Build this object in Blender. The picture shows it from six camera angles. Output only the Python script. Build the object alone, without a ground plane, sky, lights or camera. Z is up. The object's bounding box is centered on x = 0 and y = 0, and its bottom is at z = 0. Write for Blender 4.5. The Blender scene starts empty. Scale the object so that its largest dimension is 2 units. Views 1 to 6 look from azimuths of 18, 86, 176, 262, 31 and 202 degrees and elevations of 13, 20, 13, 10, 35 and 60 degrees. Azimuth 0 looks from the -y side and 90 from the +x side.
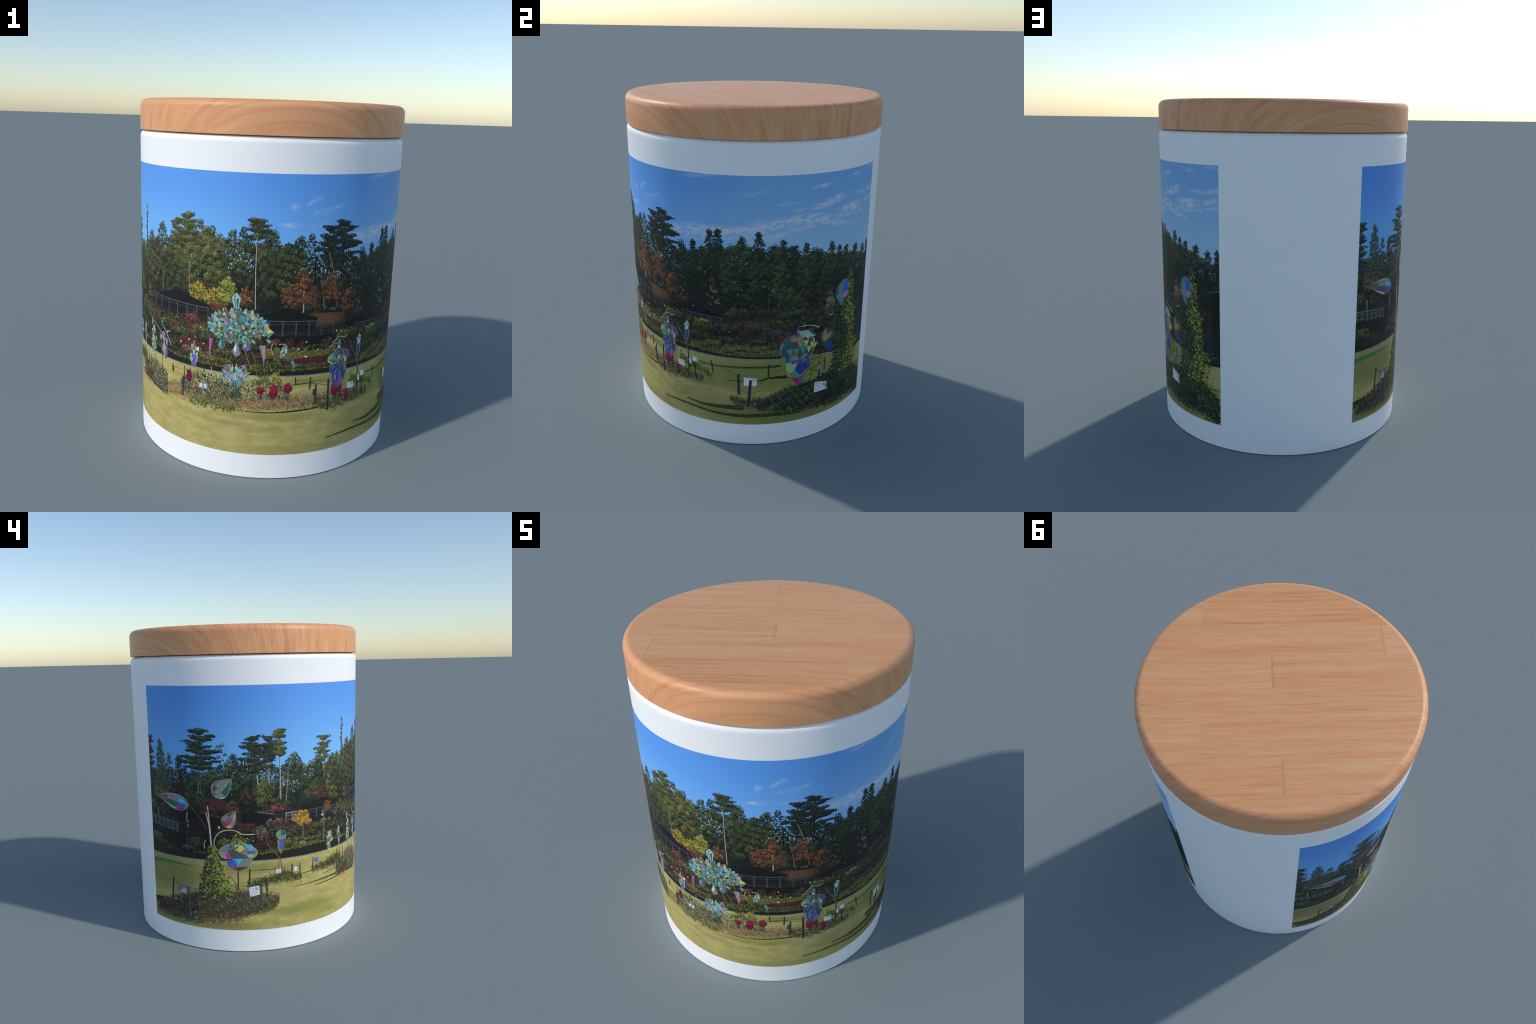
"""Ceramic storage canister: white cylindrical jar, wood-look lid, and a photograph of an
autumn garden with crystal sculptures printed round 300 degrees of its wall.

The print is built like a screen print: a sky panel with many thin ink pieces laid over it,
back to front.  Places on the print are given as (azimuth in degrees, height in metres):
azimuth 0 is the -y side, 90 the +x side."""
import bpy, math
import numpy as np

RNG = np.random.default_rng(20240611)
R = 0.7735                     # radius of jar and lid
K = R * math.pi / 180          # metres of wall per degree
AZ0, AZ1 = -150.0, 150.0       # print limits
Z0, Z1 = 0.1425, 1.650
INK_BASE, INK_STEP = 0.0003, 0.00003   # ink layers stand this far off the wall


# ------------------------------------------------------------------ small helpers
def lin(c):
    out = []
    for v in c:
        v = v / 255.0
        out.append(v / 12.92 if v <= 0.04045 else ((v + 0.055) / 1.055) ** 2.4)
    return (*out, 1.0)


class Nodes:
    """Tiny wrapper that makes node graphs read like expressions."""

    def __init__(self, mat):
        mat.use_nodes = True
        self.t = mat.node_tree
        self.t.nodes.clear()

    def n(self, kind, **props):
        node = self.t.nodes.new(kind)
        for k, v in props.items():
            setattr(node, k, v)
        return node

    def put(self, sock, v):
        if isinstance(v, bpy.types.NodeSocket):
            self.t.links.new(v, sock)
        elif v is not None:
            sock.default_value = v

    def m(self, op, a, b=0.0, c=None, clamp=False):
        node = self.n("ShaderNodeMath", operation=op, use_clamp=clamp)
        self.put(node.inputs[0], a)
        self.put(node.inputs[1], b)
        if c is not None:
            self.put(node.inputs[2], c)
        return node.outputs[0]

    def xyz(self):
        s = self.n("ShaderNodeSeparateXYZ")
        self.put(s.inputs[0], self.n("ShaderNodeTexCoord").outputs["Object"])
        return s.outputs

    def vec(self, x, y, z=0.0):
        c = self.n("ShaderNodeCombineXYZ")
        for i, v in enumerate((x, y, z)):
            self.put(c.inputs[i], v)
        return c.outputs[0]

    def noise(self, vector, scale, detail=2.0, rough=0.5, distort=0.0):
        t = self.n("ShaderNodeTexNoise")
        self.put(t.inputs["Vector"], vector)
        t.inputs["Scale"].default_value = scale
        t.inputs["Detail"].default_value = detail
        t.inputs["Roughness"].default_value = rough
        t.inputs["Distortion"].default_value = distort
        return t.outputs["Fac"]

    def ramp(self, fac, stops, mode="LINEAR"):
        r = self.n("ShaderNodeValToRGB")
        r.color_ramp.interpolation = mode
        e = r.color_ramp.elements
        while len(e) < len(stops):
            e.new(0.5)
        for el, (p, c) in zip(e, stops):
            el.position, el.color = p, c
        self.put(r.inputs[0], fac)
        return r.outputs[0]

    def step(self, v, lo, hi):
        r = self.n("ShaderNodeMapRange", interpolation_type="SMOOTHSTEP", clamp=True)
        self.put(r.inputs["Value"], v)
        r.inputs["From Min"].default_value = lo
        r.inputs["From Max"].default_value = hi
        return r.outputs[0]

    def mix(self, fac, a, b, blend="MIX"):
        x = self.n("ShaderNodeMix", data_type="RGBA", blend_type=blend)
        self.put(x.inputs[0], fac)
        self.put(x.inputs[6], a)
        self.put(x.inputs[7], b)
        return x.outputs[2]

    def finish(self, colour, rough=0.5, spec=0.5, bump=None, strength=0.2, dist=0.002):
        b = self.n("ShaderNodeBsdfPrincipled")
        self.put(b.inputs["Base Color"], colour)
        self.put(b.inputs["Roughness"], rough)
        b.inputs["Specular IOR Level"].default_value = spec
        if bump is not None:
            bn = self.n("ShaderNodeBump")
            bn.inputs["Strength"].default_value = strength
            bn.inputs["Distance"].default_value = dist
            self.put(bn.inputs["Height"], bump)
            self.put(b.inputs["Normal"], bn.outputs[0])
        self.put(self.n("ShaderNodeOutputMaterial").inputs[0], b.outputs[0])

    def print_coords(self):
        """azimuth in degrees and height of a point of the wall"""
        x, y, z = self.xyz()
        az = self.m("MULTIPLY", self.m("ARCTAN2", x, self.m("MULTIPLY", y, -1.0)), 180 / math.pi)
        return az, z


PRINT_ROUGH, PRINT_SPEC = 0.55, 0.35

# ------------------------------------------------------------------ ink colours (sRGB)
INK = {
    # foliage, dark to light
    "soot": (13, 17, 17), "night_green": (22, 29, 24), "deep_green": (32, 42, 29),
    "pine_green": (45, 58, 38), "moss": (64, 74, 38), "olive": (88, 90, 44),
    "sun_olive": (116, 112, 54), "straw_olive": (146, 138, 72), "lime": (142, 148, 50),
    "bright_lime": (178, 182, 62), "grass_green": (86, 116, 40), "blue_green": (44, 66, 58),
    "grey_green": (78, 88, 72), "pale_green": (142, 152, 118),
    "bark_brown": (54, 44, 36), "brown": (84, 66, 48), "tan": (142, 116, 78), "wheat": (184, 158, 104),
    "rust": (102, 58, 36), "orange": (134, 80, 46), "amber": (164, 108, 56),
    "gold": (178, 140, 38), "lemon": (200, 174, 60),
    "maroon": (70, 36, 36), "wine": (98, 44, 42), "crimson": (106, 26, 28), "rose": (140, 74, 72),
    "kochia": (148, 24, 58), "dark_kochia": (100, 18, 44),
    "twig": (120, 112, 102), "pale_twig": (176, 170, 160),
    # wood, metal, stone
    "black_wood": (17, 17, 19), "shade_wood": (36, 38, 42), "grey_wood": (70, 76, 82), "pale_wood": (128, 138, 146),
    "post": (38, 44, 48), "post_light": (96, 106, 108), "rope": (62, 64, 58), "copper": (128, 84, 68),
    "steel": (186, 182, 164), "path_grey": (124, 126, 126), "path_pink": (170, 140, 112),
    "sign_white": (226, 230, 234), "sign_grey": (108, 116, 128), "sign_ink": (96, 98, 104), "sign_red": (176, 72, 70),
    "mat_green": (58, 124, 66), "lawn_shade": (44, 52, 30), "deep_shade": (24, 30, 24), "earth": (44, 38, 30),
    "gap_blue": (112, 168, 224), "gap_pale": (176, 204, 228), "glow": (214, 226, 90), "flag_blue": (86, 108, 196),
    # iridescent film of the sculptures
    "film_teal": (86, 142, 142), "film_cyan": (84, 184, 206), "film_blue": (64, 92, 204), "film_deep": (44, 62, 148),
    "film_violet": (112, 74, 178), "film_magenta": (184, 54, 144), "film_pink": (190, 136, 160),
    "film_yellow": (206, 206, 104), "film_lime": (158, 190, 116), "film_green": (56, 176, 104),
    "film_mint": (148, 196, 178), "film_grey": (128, 138, 132), "film_smoke": (76, 86, 84), "film_amber": (188, 138, 84),
    "film_white": (224, 232, 222), "film_brown": (122, 92, 76), "film_crimson": (168, 26, 82), "film_dark_teal": (34, 96, 98),
}
INK_MAT = {}


def ink(name):
    """One flat printing ink, with a little tonal grain."""
    if name not in INK_MAT:
        mat = bpy.data.materials.new("ink_" + name)
        g = Nodes(mat)
        tc = g.n("ShaderNodeTexCoord").outputs["Object"]
        c = INK[name]
        f = g.noise(tc, 120.0, 3.0, 0.7)
        lo, hi = (0.86, 1.12) if name.startswith(("film", "sign", "mat")) else (0.78, 1.24)
        col = g.ramp(f, [(0.3, lin([v * lo for v in c])), (0.72, lin([min(255, v * hi + 3) for v in c]))])
        g.finish(col, PRINT_ROUGH, PRINT_SPEC)
        INK_MAT[name] = mat
    return INK_MAT[name]


# ------------------------------------------------------------------ objects
def add_object(name, mesh, parent):
    o = bpy.data.objects.new(name, mesh)
    bpy.context.scene.collection.objects.link(o)
    o.parent = parent
    return o


class Print:
    """One printed piece: collects ink polygons in (metres along the wall, height) and wraps
    them round the jar at the height of their layer."""

    def __init__(self, name, layer, stuff=False):
        self.name, self.off, self.stuff = name, INK_BASE + INK_STEP * layer, stuff
        self.v, self.f, self.fm, self.mats, self.nv = [], [], [], [], 0
        self.rise = 0.0

    def mat(self, m):
        if m not in self.mats:
            self.mats.append(m)
        return self.mats.index(m)

    def _add(self, xz, sizes, mat_ids, off):
        xz = np.asarray(xz, float)
        x = np.clip(xz[:, 0], AZ0 * K, AZ1 * K)
        z = np.clip(xz[:, 1], Z0, Z1)
        a = x / R
        r = R + off
        self.v.append(np.stack([r * np.sin(a), -r * np.cos(a), z], 1))
        self.f.append((np.asarray(sizes), np.arange(self.nv, self.nv + len(xz))))
        self.fm.append(np.asarray(mat_ids))
        self.nv += len(xz)

    def poly(self, pts, colour):
        """Convex polygon, points (az, z); sliced into narrow strips so it hugs the wall."""
        p = [(a * K, z) for a, z in pts]
        area = sum(p[i][0] * p[(i + 1) % len(p)][1] - p[(i + 1) % len(p)][0] * p[i][1] for i in range(len(p)))
        if area < 0:
            p = p[::-1]
        lo, hi = min(q[0] for q in p), max(q[0] for q in p)
        n = max(1, math.ceil((hi - lo) / (0.8 * K)))
        self.rise += INK_STEP * 0.02
        off = self.off + min(self.rise, INK_STEP * 2)
        for i in range(n):
            a, b = lo + (hi - lo) * i / n, lo + (hi - lo) * (i + 1) / n
            q = clip(clip(p, a, 1), b, -1)
            if len(q) > 2:
                self._add(q, [len(q)], [self.mat(colour)], off)

    def stroke(self, pts, w0, colour, w1=None):
        """Line through points (az, z), width w0 to w1 in metres."""
        w1 = w0 if w1 is None else w1
        p = np.array([(a * K, z) for a, z in pts])
        d = np.r_[0, np.cumsum(np.hypot(*np.diff(p, axis=0).T))]
        n = max(2, int(d[-1] / 0.009) + 1)
        s = np.linspace(0, d[-1], n)
        q = np.stack([np.interp(s, d, p[:, 0]), np.interp(s, d, p[:, 1])], 1)
        t = np.gradient(q, axis=0)
        t /= np.maximum(np.linalg.norm(t, axis=1, keepdims=True), 1e-9)
        nrm = np.stack([-t[:, 1], t[:, 0]], 1) * np.linspace(w0, w1, n)[:, None] / 2
        L, Rr = q + nrm, q - nrm
        quads = np.stack([Rr[:-1], Rr[1:], L[1:], L[:-1]], 1).reshape(-1, 2)
        self.rise += INK_STEP * 0.02
        self._add(quads, [4] * (n - 1), [self.mat(colour)] * (n - 1), self.off + min(self.rise, INK_STEP * 2))

    def curve(self, pts, w0, colour, w1=None):
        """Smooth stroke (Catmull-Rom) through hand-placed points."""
        p = [np.array(q, float) for q in pts]
        p = [2 * p[0] - p[1]] + p + [2 * p[-1] - p[-2]]
        out = []
        for i in range(1, len(p) - 2):
            for t in np.linspace(0, 1, 7)[: 7 if i == len(p) - 3 else 6]:
                a, b, c, d = p[i - 1], p[i], p[i + 1], p[i + 2]
                out.append(0.5 * (2 * b + (c - a) * t + (2 * a - 5 * b + 4 * c - d) * t * t + (3 * b - a - 3 * c + d) * t ** 3))
        self.stroke(out, w0, colour, w1)

    def dabs(self, x, z, size, colours, stretch=1.0, angle=None, pick=None):
        """Many small irregular five-cornered dabs at (x metres, z); pick 0..1 chooses in colours."""
        n = len(x)
        if not n:
            return
        keep = (x > AZ0 * K - 0.002) & (x < AZ1 * K + 0.002) & (z > Z0 - 0.002) & (z < Z1)
        x, z = x[keep], z[keep]
        n = len(x)
        size = np.broadcast_to(size, keep.shape)[keep] * RNG.uniform(0.6, 1.4, n)
        ang = RNG.uniform(0, 6.283, n) if angle is None else np.broadcast_to(angle, keep.shape)[keep] + RNG.normal(0, 0.3, n)
        pick = RNG.random(n) if pick is None else np.asarray(pick)[keep]
        ids = [self.mat(c) for c in colours]
        idx = np.clip((pick * len(ids)).astype(int), 0, len(ids) - 1)
        th = np.arange(5) * 1.2566 + RNG.uniform(-0.35, 0.35, (n, 5))
        rad = size[:, None] * RNG.uniform(0.35, 0.72, (n, 5))
        u, w = rad * np.cos(th) * math.sqrt(stretch), rad * np.sin(th) / math.sqrt(stretch)
        c, s = np.cos(ang)[:, None], np.sin(ang)[:, None]
        px, pz = x[:, None] + u * c - w * s, z[:, None] + u * s + w * c
        off = self.off + np.repeat(np.linspace(0, INK_STEP * 1.6, n), 5)
        self._add(np.stack([px.ravel(), pz.ravel()], 1), [5] * n, np.asarray(ids)[idx], off)

    def build(self, parent, smooth=False):
        if not self.nv:
            return None
        me = bpy.data.meshes.new(self.name)
        v = np.concatenate(self.v).astype(np.float32)
        sizes = np.concatenate([s for s, _ in self.f]).astype(np.int32)
        loops = np.concatenate([l for _, l in self.f]).astype(np.int32)
        me.vertices.add(len(v))
        me.vertices.foreach_set("co", v.ravel())
        me.loops.add(len(loops))
        me.loops.foreach_set("vertex_index", loops)
        me.polygons.add(len(sizes))
        me.polygons.foreach_set("loop_start", np.r_[0, np.cumsum(sizes)[:-1]].astype(np.int32))
        me.polygons.foreach_set("material_index", np.concatenate(self.fm).astype(np.int32))
        for m in self.mats:
            me.materials.append(m if isinstance(m, bpy.types.Material) else ink(m))
        me.update(calc_edges=True)
        me.validate()
        o = add_object(self.name, me, parent)
        if self.stuff:
            o["kind"] = "stuff"
        return o


def clip(p, at, sign):
    """Part of polygon p with sign*(x-at) >= 0."""
    out = []
    for i, a in enumerate(p):
        b = p[(i + 1) % len(p)]
        da, db = sign * (a[0] - at), sign * (b[0] - at)
        if da >= 0:
            out.append(a)
        if da * db < 0:
            t = da / (da - db)
            out.append((at, a[1] + (b[1] - a[1]) * t))
    return out


def ribbon(name, layer, low, high, colour, parent, step=0.5, az=None):
    """Band between two lines of control points (az, z)."""
    low, high = np.array(low, float), np.array(high, float)
    a0, a1 = az or (max(low[0, 0], high[0, 0]), min(low[-1, 0], high[-1, 0]))
    pr = Print(name, layer)
    n = max(2, int((a1 - a0) / step))
    aa = np.linspace(a0, a1, n + 1)
    lo, hi = np.interp(aa, *low.T), np.interp(aa, *high.T)
    q = np.stack([np.stack([aa[:-1] * K, lo[:-1]], 1), np.stack([aa[1:] * K, lo[1:]], 1),
                  np.stack([aa[1:] * K, hi[1:]], 1), np.stack([aa[:-1] * K, hi[:-1]], 1)], 1).reshape(-1, 2)
    pr._add(q, [4] * n, [pr.mat(colour)] * n, pr.off)
    return pr.build(parent)


# ------------------------------------------------------------------ jar and lid
def lathe(name, profile, parent, mat, seg=256):
    """Turned solid; profile is a list of (radius, z), radius 0 at both ends closes it."""
    vs, fs, rings = [], [], []
    for r, z in profile:
        if r < 1e-6:
            rings.append([len(vs)])
            vs.append((0, 0, z))
        else:
            rings.append(list(range(len(vs), len(vs) + seg)))
            vs += [(r * math.cos(2 * math.pi * i / seg), r * math.sin(2 * math.pi * i / seg), z) for i in range(seg)]
    for a, b in zip(rings[:-1], rings[1:]):
        for i in range(seg):
            j = (i + 1) % seg
            if len(a) == 1:
                fs.append((a[0], b[j], b[i]))
            elif len(b) == 1:
                fs.append((a[i], a[j], b[0]))
            else:
                fs.append((a[i], a[j], b[j], b[i]))
    me = bpy.data.meshes.new(name)
    me.from_pydata(vs, [], fs)
    me.materials.append(mat)
    me.update()
    me.shade_smooth()
    me.set_sharp_from_angle(angle=math.radians(40))
    return add_object(name, me, parent)


def arc(cx, cz, r, a0, a1, n=10):
    return [(cx + r * math.cos(math.radians(a0 + (a1 - a0) * i / n)), cz + r * math.sin(math.radians(a0 + (a1 - a0) * i / n))) for i in range(n + 1)]


def ceramic_material():
    mat = bpy.data.materials.new("white_ceramic")
    g = Nodes(mat)
    f = g.noise(g.n("ShaderNodeTexCoord").outputs["Object"], 6.0, 2.0)
    g.finish(g.ramp(f, [(0.3, (0.955, 0.955, 0.96, 1)), (0.7, (0.975, 0.975, 0.975, 1))]), 0.5, 0.4)
    return mat


def wood_material():
    """Lid: glued strips on the top, grain arching over the rim."""
    mat = bpy.data.materials.new("oiled_wood")
    g = Nodes(mat)
    x, y, z = g.xyz()
    ang = math.radians(25)
    p = g.m("ADD", g.m("MULTIPLY", x, math.cos(ang)), g.m("MULTIPLY", y, math.sin(ang)))
    q = g.m("ADD", g.m("MULTIPLY", x, -math.sin(ang)), g.m("MULTIPLY", y, math.cos(ang)))
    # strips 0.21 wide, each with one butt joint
    row = g.m("FLOOR", g.m("DIVIDE", g.m("SUBTRACT", q, 0.012), 0.21))
    side, joint = None, None
    for k, pj, mark in ((-3, 0.42, .15), (-2, -0.572, .7), (-1, 0.045, 1.0), (1, 0.415, .12), (2, 0.013, .7)):
        here = g.m("COMPARE", row, float(k), 0.1)
        over = g.m("MULTIPLY", here, g.m("GREATER_THAN", p, pj))
        near = g.m("MULTIPLY", g.m("MULTIPLY", here, mark), g.m("SUBTRACT", 1.0, g.step(g.m("ABSOLUTE", g.m("SUBTRACT", p, pj)), 0.002, 0.008)))
        side = over if side is None else g.m("ADD", side, over)
        joint = near if joint is None else g.m("ADD", joint, near)
    ident = g.m("ADD", g.m("MULTIPLY", row, 3.7), g.m("MULTIPLY", side, 1.9))
    wn = g.n("ShaderNodeTexWhiteNoise", noise_dimensions="1D")
    g.put(wn.inputs["W"], ident)
    tone = wn.outputs["Value"]
    # grain lines run along p, waving a little
    wave = g.m("MULTIPLY", g.noise(g.vec(g.m("MULTIPLY", p, 1.6), g.m("MULTIPLY", q, 2.0), ident), 1.0, 1.0), 0.05)
    qw = g.m("ADD", q, wave)
    coarse = g.noise(g.vec(g.m("MULTIPLY", p, 1.1), g.m("MULTIPLY", qw, 30.0), ident), 1.0, 3.0, 0.6)
    fine = g.noise(g.vec(g.m("MULTIPLY", p, 4.5), g.m("MULTIPLY", qw, 120.0), ident), 1.0, 2.0, 0.6)
    top = g.m("ADD", g.m("MULTIPLY", coarse, 0.62), g.m("MULTIPLY", fine, 0.38))
    top = g.m("ADD", top, g.m("MULTIPLY", g.m("SUBTRACT", tone, 0.5), 0.13))
    # rim: growth rings arching over the two end-grain sides
    dz = g.m("SUBTRACT", z, 1.42)
    warp = g.m("MULTIPLY", g.noise(g.vec(p, q, z), 2.0, 1.0), 0.045)
    rad = g.m("SQRT", g.m("ADD", g.m("MULTIPLY", x, x), g.m("MULTIPLY", y, y)))
    along = g.m("MULTIPLY", g.m("ARCSINE", g.m("MULTIPLY", g.m("DIVIDE", p, g.m("ADD", rad, 0.001)), 0.9999)), R)   # run of the rim from the nearer end-grain side
    turn = g.m("DIVIDE", along, R * math.pi / 2)
    dz = g.m("MULTIPLY", dz, g.m("SUBTRACT", 1.0, g.m("MULTIPLY", turn, turn)))   # grain stands upright a quarter turn away
    ring = g.m("ADD", g.m("SQRT", g.m("ADD", g.m("MULTIPLY", along, along), g.m("MULTIPLY", dz, dz))), warp)
    sgn = g.m("MULTIPLY", g.m("GREATER_THAN", q, 0.0), 0.35)
    r1 = g.noise(g.vec(g.m("MULTIPLY", ring, 30.0), sgn, g.m("MULTIPLY", z, 3.0)), 1.0, 3.0, 0.6)
    r2 = g.noise(g.vec(g.m("MULTIPLY", ring, 85.0), sgn, g.m("MULTIPLY", z, 9.0)), 1.0, 2.0, 0.6)
    rim = g.m("ADD", g.m("MULTIPLY", r1, 0.62), g.m("MULTIPLY", r2, 0.38))
    col_top = g.ramp(top, [(0.30, lin((202, 134, 80))), (0.43, lin((218, 154, 102))), (0.55, lin((222, 164, 114))), (0.72, lin((226, 178, 134)))])
    col_rim = g.ramp(rim, [(0.26, lin((200, 130, 78))), (0.43, lin((223, 156, 108))), (0.56, lin((231, 168, 120))), (0.74, lin((240, 192, 150)))])
    col_top = g.mix(g.m("MULTIPLY", joint, 0.35), col_top, lin((168, 110, 74)))
    col = g.mix(g.step(rad, R - 0.045, R - 0.02), col_top, col_rim)
    g.finish(col, 0.45, 0.4)
    return mat


def rubber_material():
    mat = bpy.data.materials.new("seal_rubber")
    g = Nodes(mat)
    f = g.noise(g.n("ShaderNodeTexCoord").outputs["Object"], 40.0)
    g.finish(g.ramp(f, [(0.3, (0.30, 0.30, 0.29, 1)), (0.7, (0.36, 0.36, 0.35, 1))]), 0.6, 0.4)
    return mat


root = bpy.data.objects.new("storage_canister", None)
bpy.context.scene.collection.objects.link(root)
root["label"] = "white ceramic canister with garden photo print and wooden lid"
root["category"] = "canister"

WALL = 0.045
JAR_TOP = 1.8265
jar_profile = [(0, 0), (R - 0.003, 0), (R, 0.003), (R, 0.9), (R, JAR_TOP - 0.034)] + arc(R - 0.032, JAR_TOP - 0.032, 0.032, 0, 90, 10)
jar_profile += arc(R - WALL, JAR_TOP - 0.008, 0.008, 90, 180, 4)[:] + [(R - WALL - 0.008, 0.06), (0, 0.05)]
jar = lathe("jar", jar_profile, root, ceramic_material())

LID_Z = 1.8293
wood = wood_material()
lid_profile = [(0, LID_Z - 0.06), (R - WALL - 0.03, LID_Z - 0.06), (R - WALL - 0.03, LID_Z), (R - 0.002, LID_Z), (R, LID_Z + 0.002), (R, 1.9)]
lid_profile += arc(R - 0.040, 2.0 - 0.040, 0.040, 0, 90, 14) + [(0.35, 2.0), (0, 2.0)]
lid = lathe("lid", lid_profile, root, wood)
seal = lathe("seal_ring", [(R - WALL - 0.0295, LID_Z - 0.030), (R - WALL - 0.0095, LID_Z - 0.026), (R - WALL - 0.0095, LID_Z - 0.014), (R - WALL - 0.0295, LID_Z - 0.010)], lid, rubber_material())

# ------------------------------------------------------------------ print: sky panel
CLOUDS = [  # az, z, half-length in degrees, half-height, tilt (rise per degree), strength
    (56, 1.335, 5, .022, .002, .55), (64, 1.338, 7, .026, .001, .65), (75, 1.345, 8, .022, .001, .7), (86, 1.360, 7, .020, .002, .8),
    (95, 1.380, 7, .020, .003, .8), (102, 1.398, 7, .020, .003, .8), (110, 1.405, 7, .022, 0, .75), (118, 1.390, 6, .020, -.003, .75),
    (124.5, 1.362, 5, .016, -.003, .7), (92, 1.405, 5, .008, .001, .4), (84, 1.316, 7, .012, .001, .5), (95, 1.312, 7, .014, .002, .5),
    (61, 1.302, 6, .014, 0, .45), (105, 1.350, 8, .012, .002, .6), (132.5, 1.432, 5, .019, 0, .9), (120.5, 1.482, 4.5, .013, .002, .7),
    (115, 1.472, 3, .012, .002, .7), (124, 1.506, 5, .010, .002, .7), (116, 1.579, 3.2, .010, .002, .55), (142, 1.442, 5, .010, .001, .75),
    (106, 1.461, 2.5, .007, 0, .4), (128.5, 1.393, 5, .009, -.001, .6), (101, 1.497, 4, .006, .001, .3), (67, 1.640, 6, .008, .001, .3),
    (62, 1.628, 3, .006, .001, .25), (87, 1.552, 5, .010, .003, .25), (134, 1.613, 3, .009, 0, .35), (147.5, 1.635, 3, .008, 0, .5),
    (139, 1.396, 5, .007, 0, .55), (139.5, 1.498, 3.5, .010, 0, .5), (148.5, 1.508, 4, .012, .001, .55), (149, 1.458, 4, .010, .001, .5),
    (147.5, 1.414, 4, .009, .002, .55), (145, 1.244, 3, .006, 0, .3), (26.5, 1.492, 1.5, .014, .004, .3), (33.6, 1.518, 2.2, .012, .006, .28),
    (36, 1.468, 2.4, .010, .004, .22), (42, 1.478, 3, .012, .006, .25), (24.5, 1.397, 3, .009, 0, .35), (69, 1.345, 4, .016, .003, .6),
    (37, 1.395, 3, .008, .001, .2), (127, 1.358, 4, .010, -.003, .6),
]


def sky_material():
    mat = bpy.data.materials.new("ink_sky")
    g = Nodes(mat)
    az, z = g.print_coords()
    up = g.step(z, 1.12, 1.66)
    left = g.mix(up, lin((128, 194, 252)), lin((94, 160, 240)))      # side of the sun
    right = g.mix(up, lin((162, 208, 238)), lin((120, 178, 232)))    # hazier side
    far = g.mix(up, lin((114, 184, 246)), lin((86, 150, 232)))
    base = g.mix(g.step(az, 20.0, 105.0), g.mix(g.step(az, -125.0, -60.0), far, left), right)
    # streaky clouds: soft ellipses broken up by stretched noise
    dens = None
    for a, h, la, lz, tilt, s in CLOUDS:
        da = g.m("SUBTRACT", az, a)
        dz = g.m("SUBTRACT", g.m("SUBTRACT", z, h), g.m("MULTIPLY", da, tilt))
        d2 = g.m("ADD", g.m("POWER", g.m("DIVIDE", g.m("ABSOLUTE", da), la), 2.0), g.m("POWER", g.m("DIVIDE", g.m("ABSOLUTE", dz), lz), 2.0))
        e = g.m("MULTIPLY", g.m("SUBTRACT", 1.0, g.m("MULTIPLY", d2, 0.34)), s * 1.15, clamp=True)
        dens = e if dens is None else g.m("MAXIMUM", dens, e)
    wv = g.vec(g.m("MULTIPLY", az, 0.30), g.m("MULTIPLY", g.m("SUBTRACT", z, g.m("MULTIPLY", az, 0.0018)), 55.0), 3.0)
    n = g.noise(wv, 1.0, 4.0, 0.6, 0.4)
    cl = g.m("MULTIPLY", g.m("MULTIPLY", dens, g.step(n, 0.36, 0.58)), 1.2, clamp=True)
    veil = g.m("MULTIPLY", g.m("MULTIPLY", g.step(az, 55.0, 100.0), 0.10), g.noise(wv, 0.4, 3.0))
    col = g.mix(g.m("ADD", cl, veil, clamp=True), base, lin((212, 224, 236)))
    g.finish(col, PRINT_ROUGH, PRINT_SPEC)
    return mat


def band_material(name, stops, scale_a, scale_z, rough=0.6, patch=None, extra=None):
    """Printed texture on wall coordinates: stretched noise through a colour ramp.
    extra: list of (az centre, half width, z centre, half height, colour, strength) soft washes."""
    mat = bpy.data.materials.new("ink_" + name)
    g = Nodes(mat)
    az, z = g.print_coords()
    v = g.vec(g.m("MULTIPLY", az, scale_a), g.m("MULTIPLY", z, scale_z))
    f = g.noise(v, 1.0, 4.0, rough)
    if patch:
        f2 = g.noise(g.vec(g.m("MULTIPLY", az, patch[0]), g.m("MULTIPLY", z, patch[1]), 7.0), 1.0, 2.0)
        f = g.m("ADD", g.m("MULTIPLY", f, 1 - patch[2]), g.m("MULTIPLY", f2, patch[2]))
    col = g.ramp(f, [(p, lin(c)) for p, c in stops])
    for a, la, h, lz, c, s in extra or ():
        d2 = g.m("ADD", g.m("POWER", g.m("DIVIDE", g.m("ABSOLUTE", g.m("SUBTRACT", az, a)), la), 2.0),
                 g.m("POWER", g.m("DIVIDE", g.m("ABSOLUTE", g.m("SUBTRACT", z, h)), lz), 2.0))
        fac = g.m("MULTIPLY", g.m("SUBTRACT", 1.15, d2, clamp=True), g.m("MULTIPLY", g.m("ADD", 0.45, g.m("MULTIPLY", g.step(f, 0.35, 0.6), 0.5)), s), clamp=True)
        col = g.mix(fac, col, lin(c))
    g.finish(col, PRINT_ROUGH, PRINT_SPEC)
    return mat


photo = ribbon("photo_print", 0, [(AZ0, Z0), (AZ1, Z0)], [(AZ0, Z1), (AZ1, Z1)], sky_material(), root, 0.25)

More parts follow.
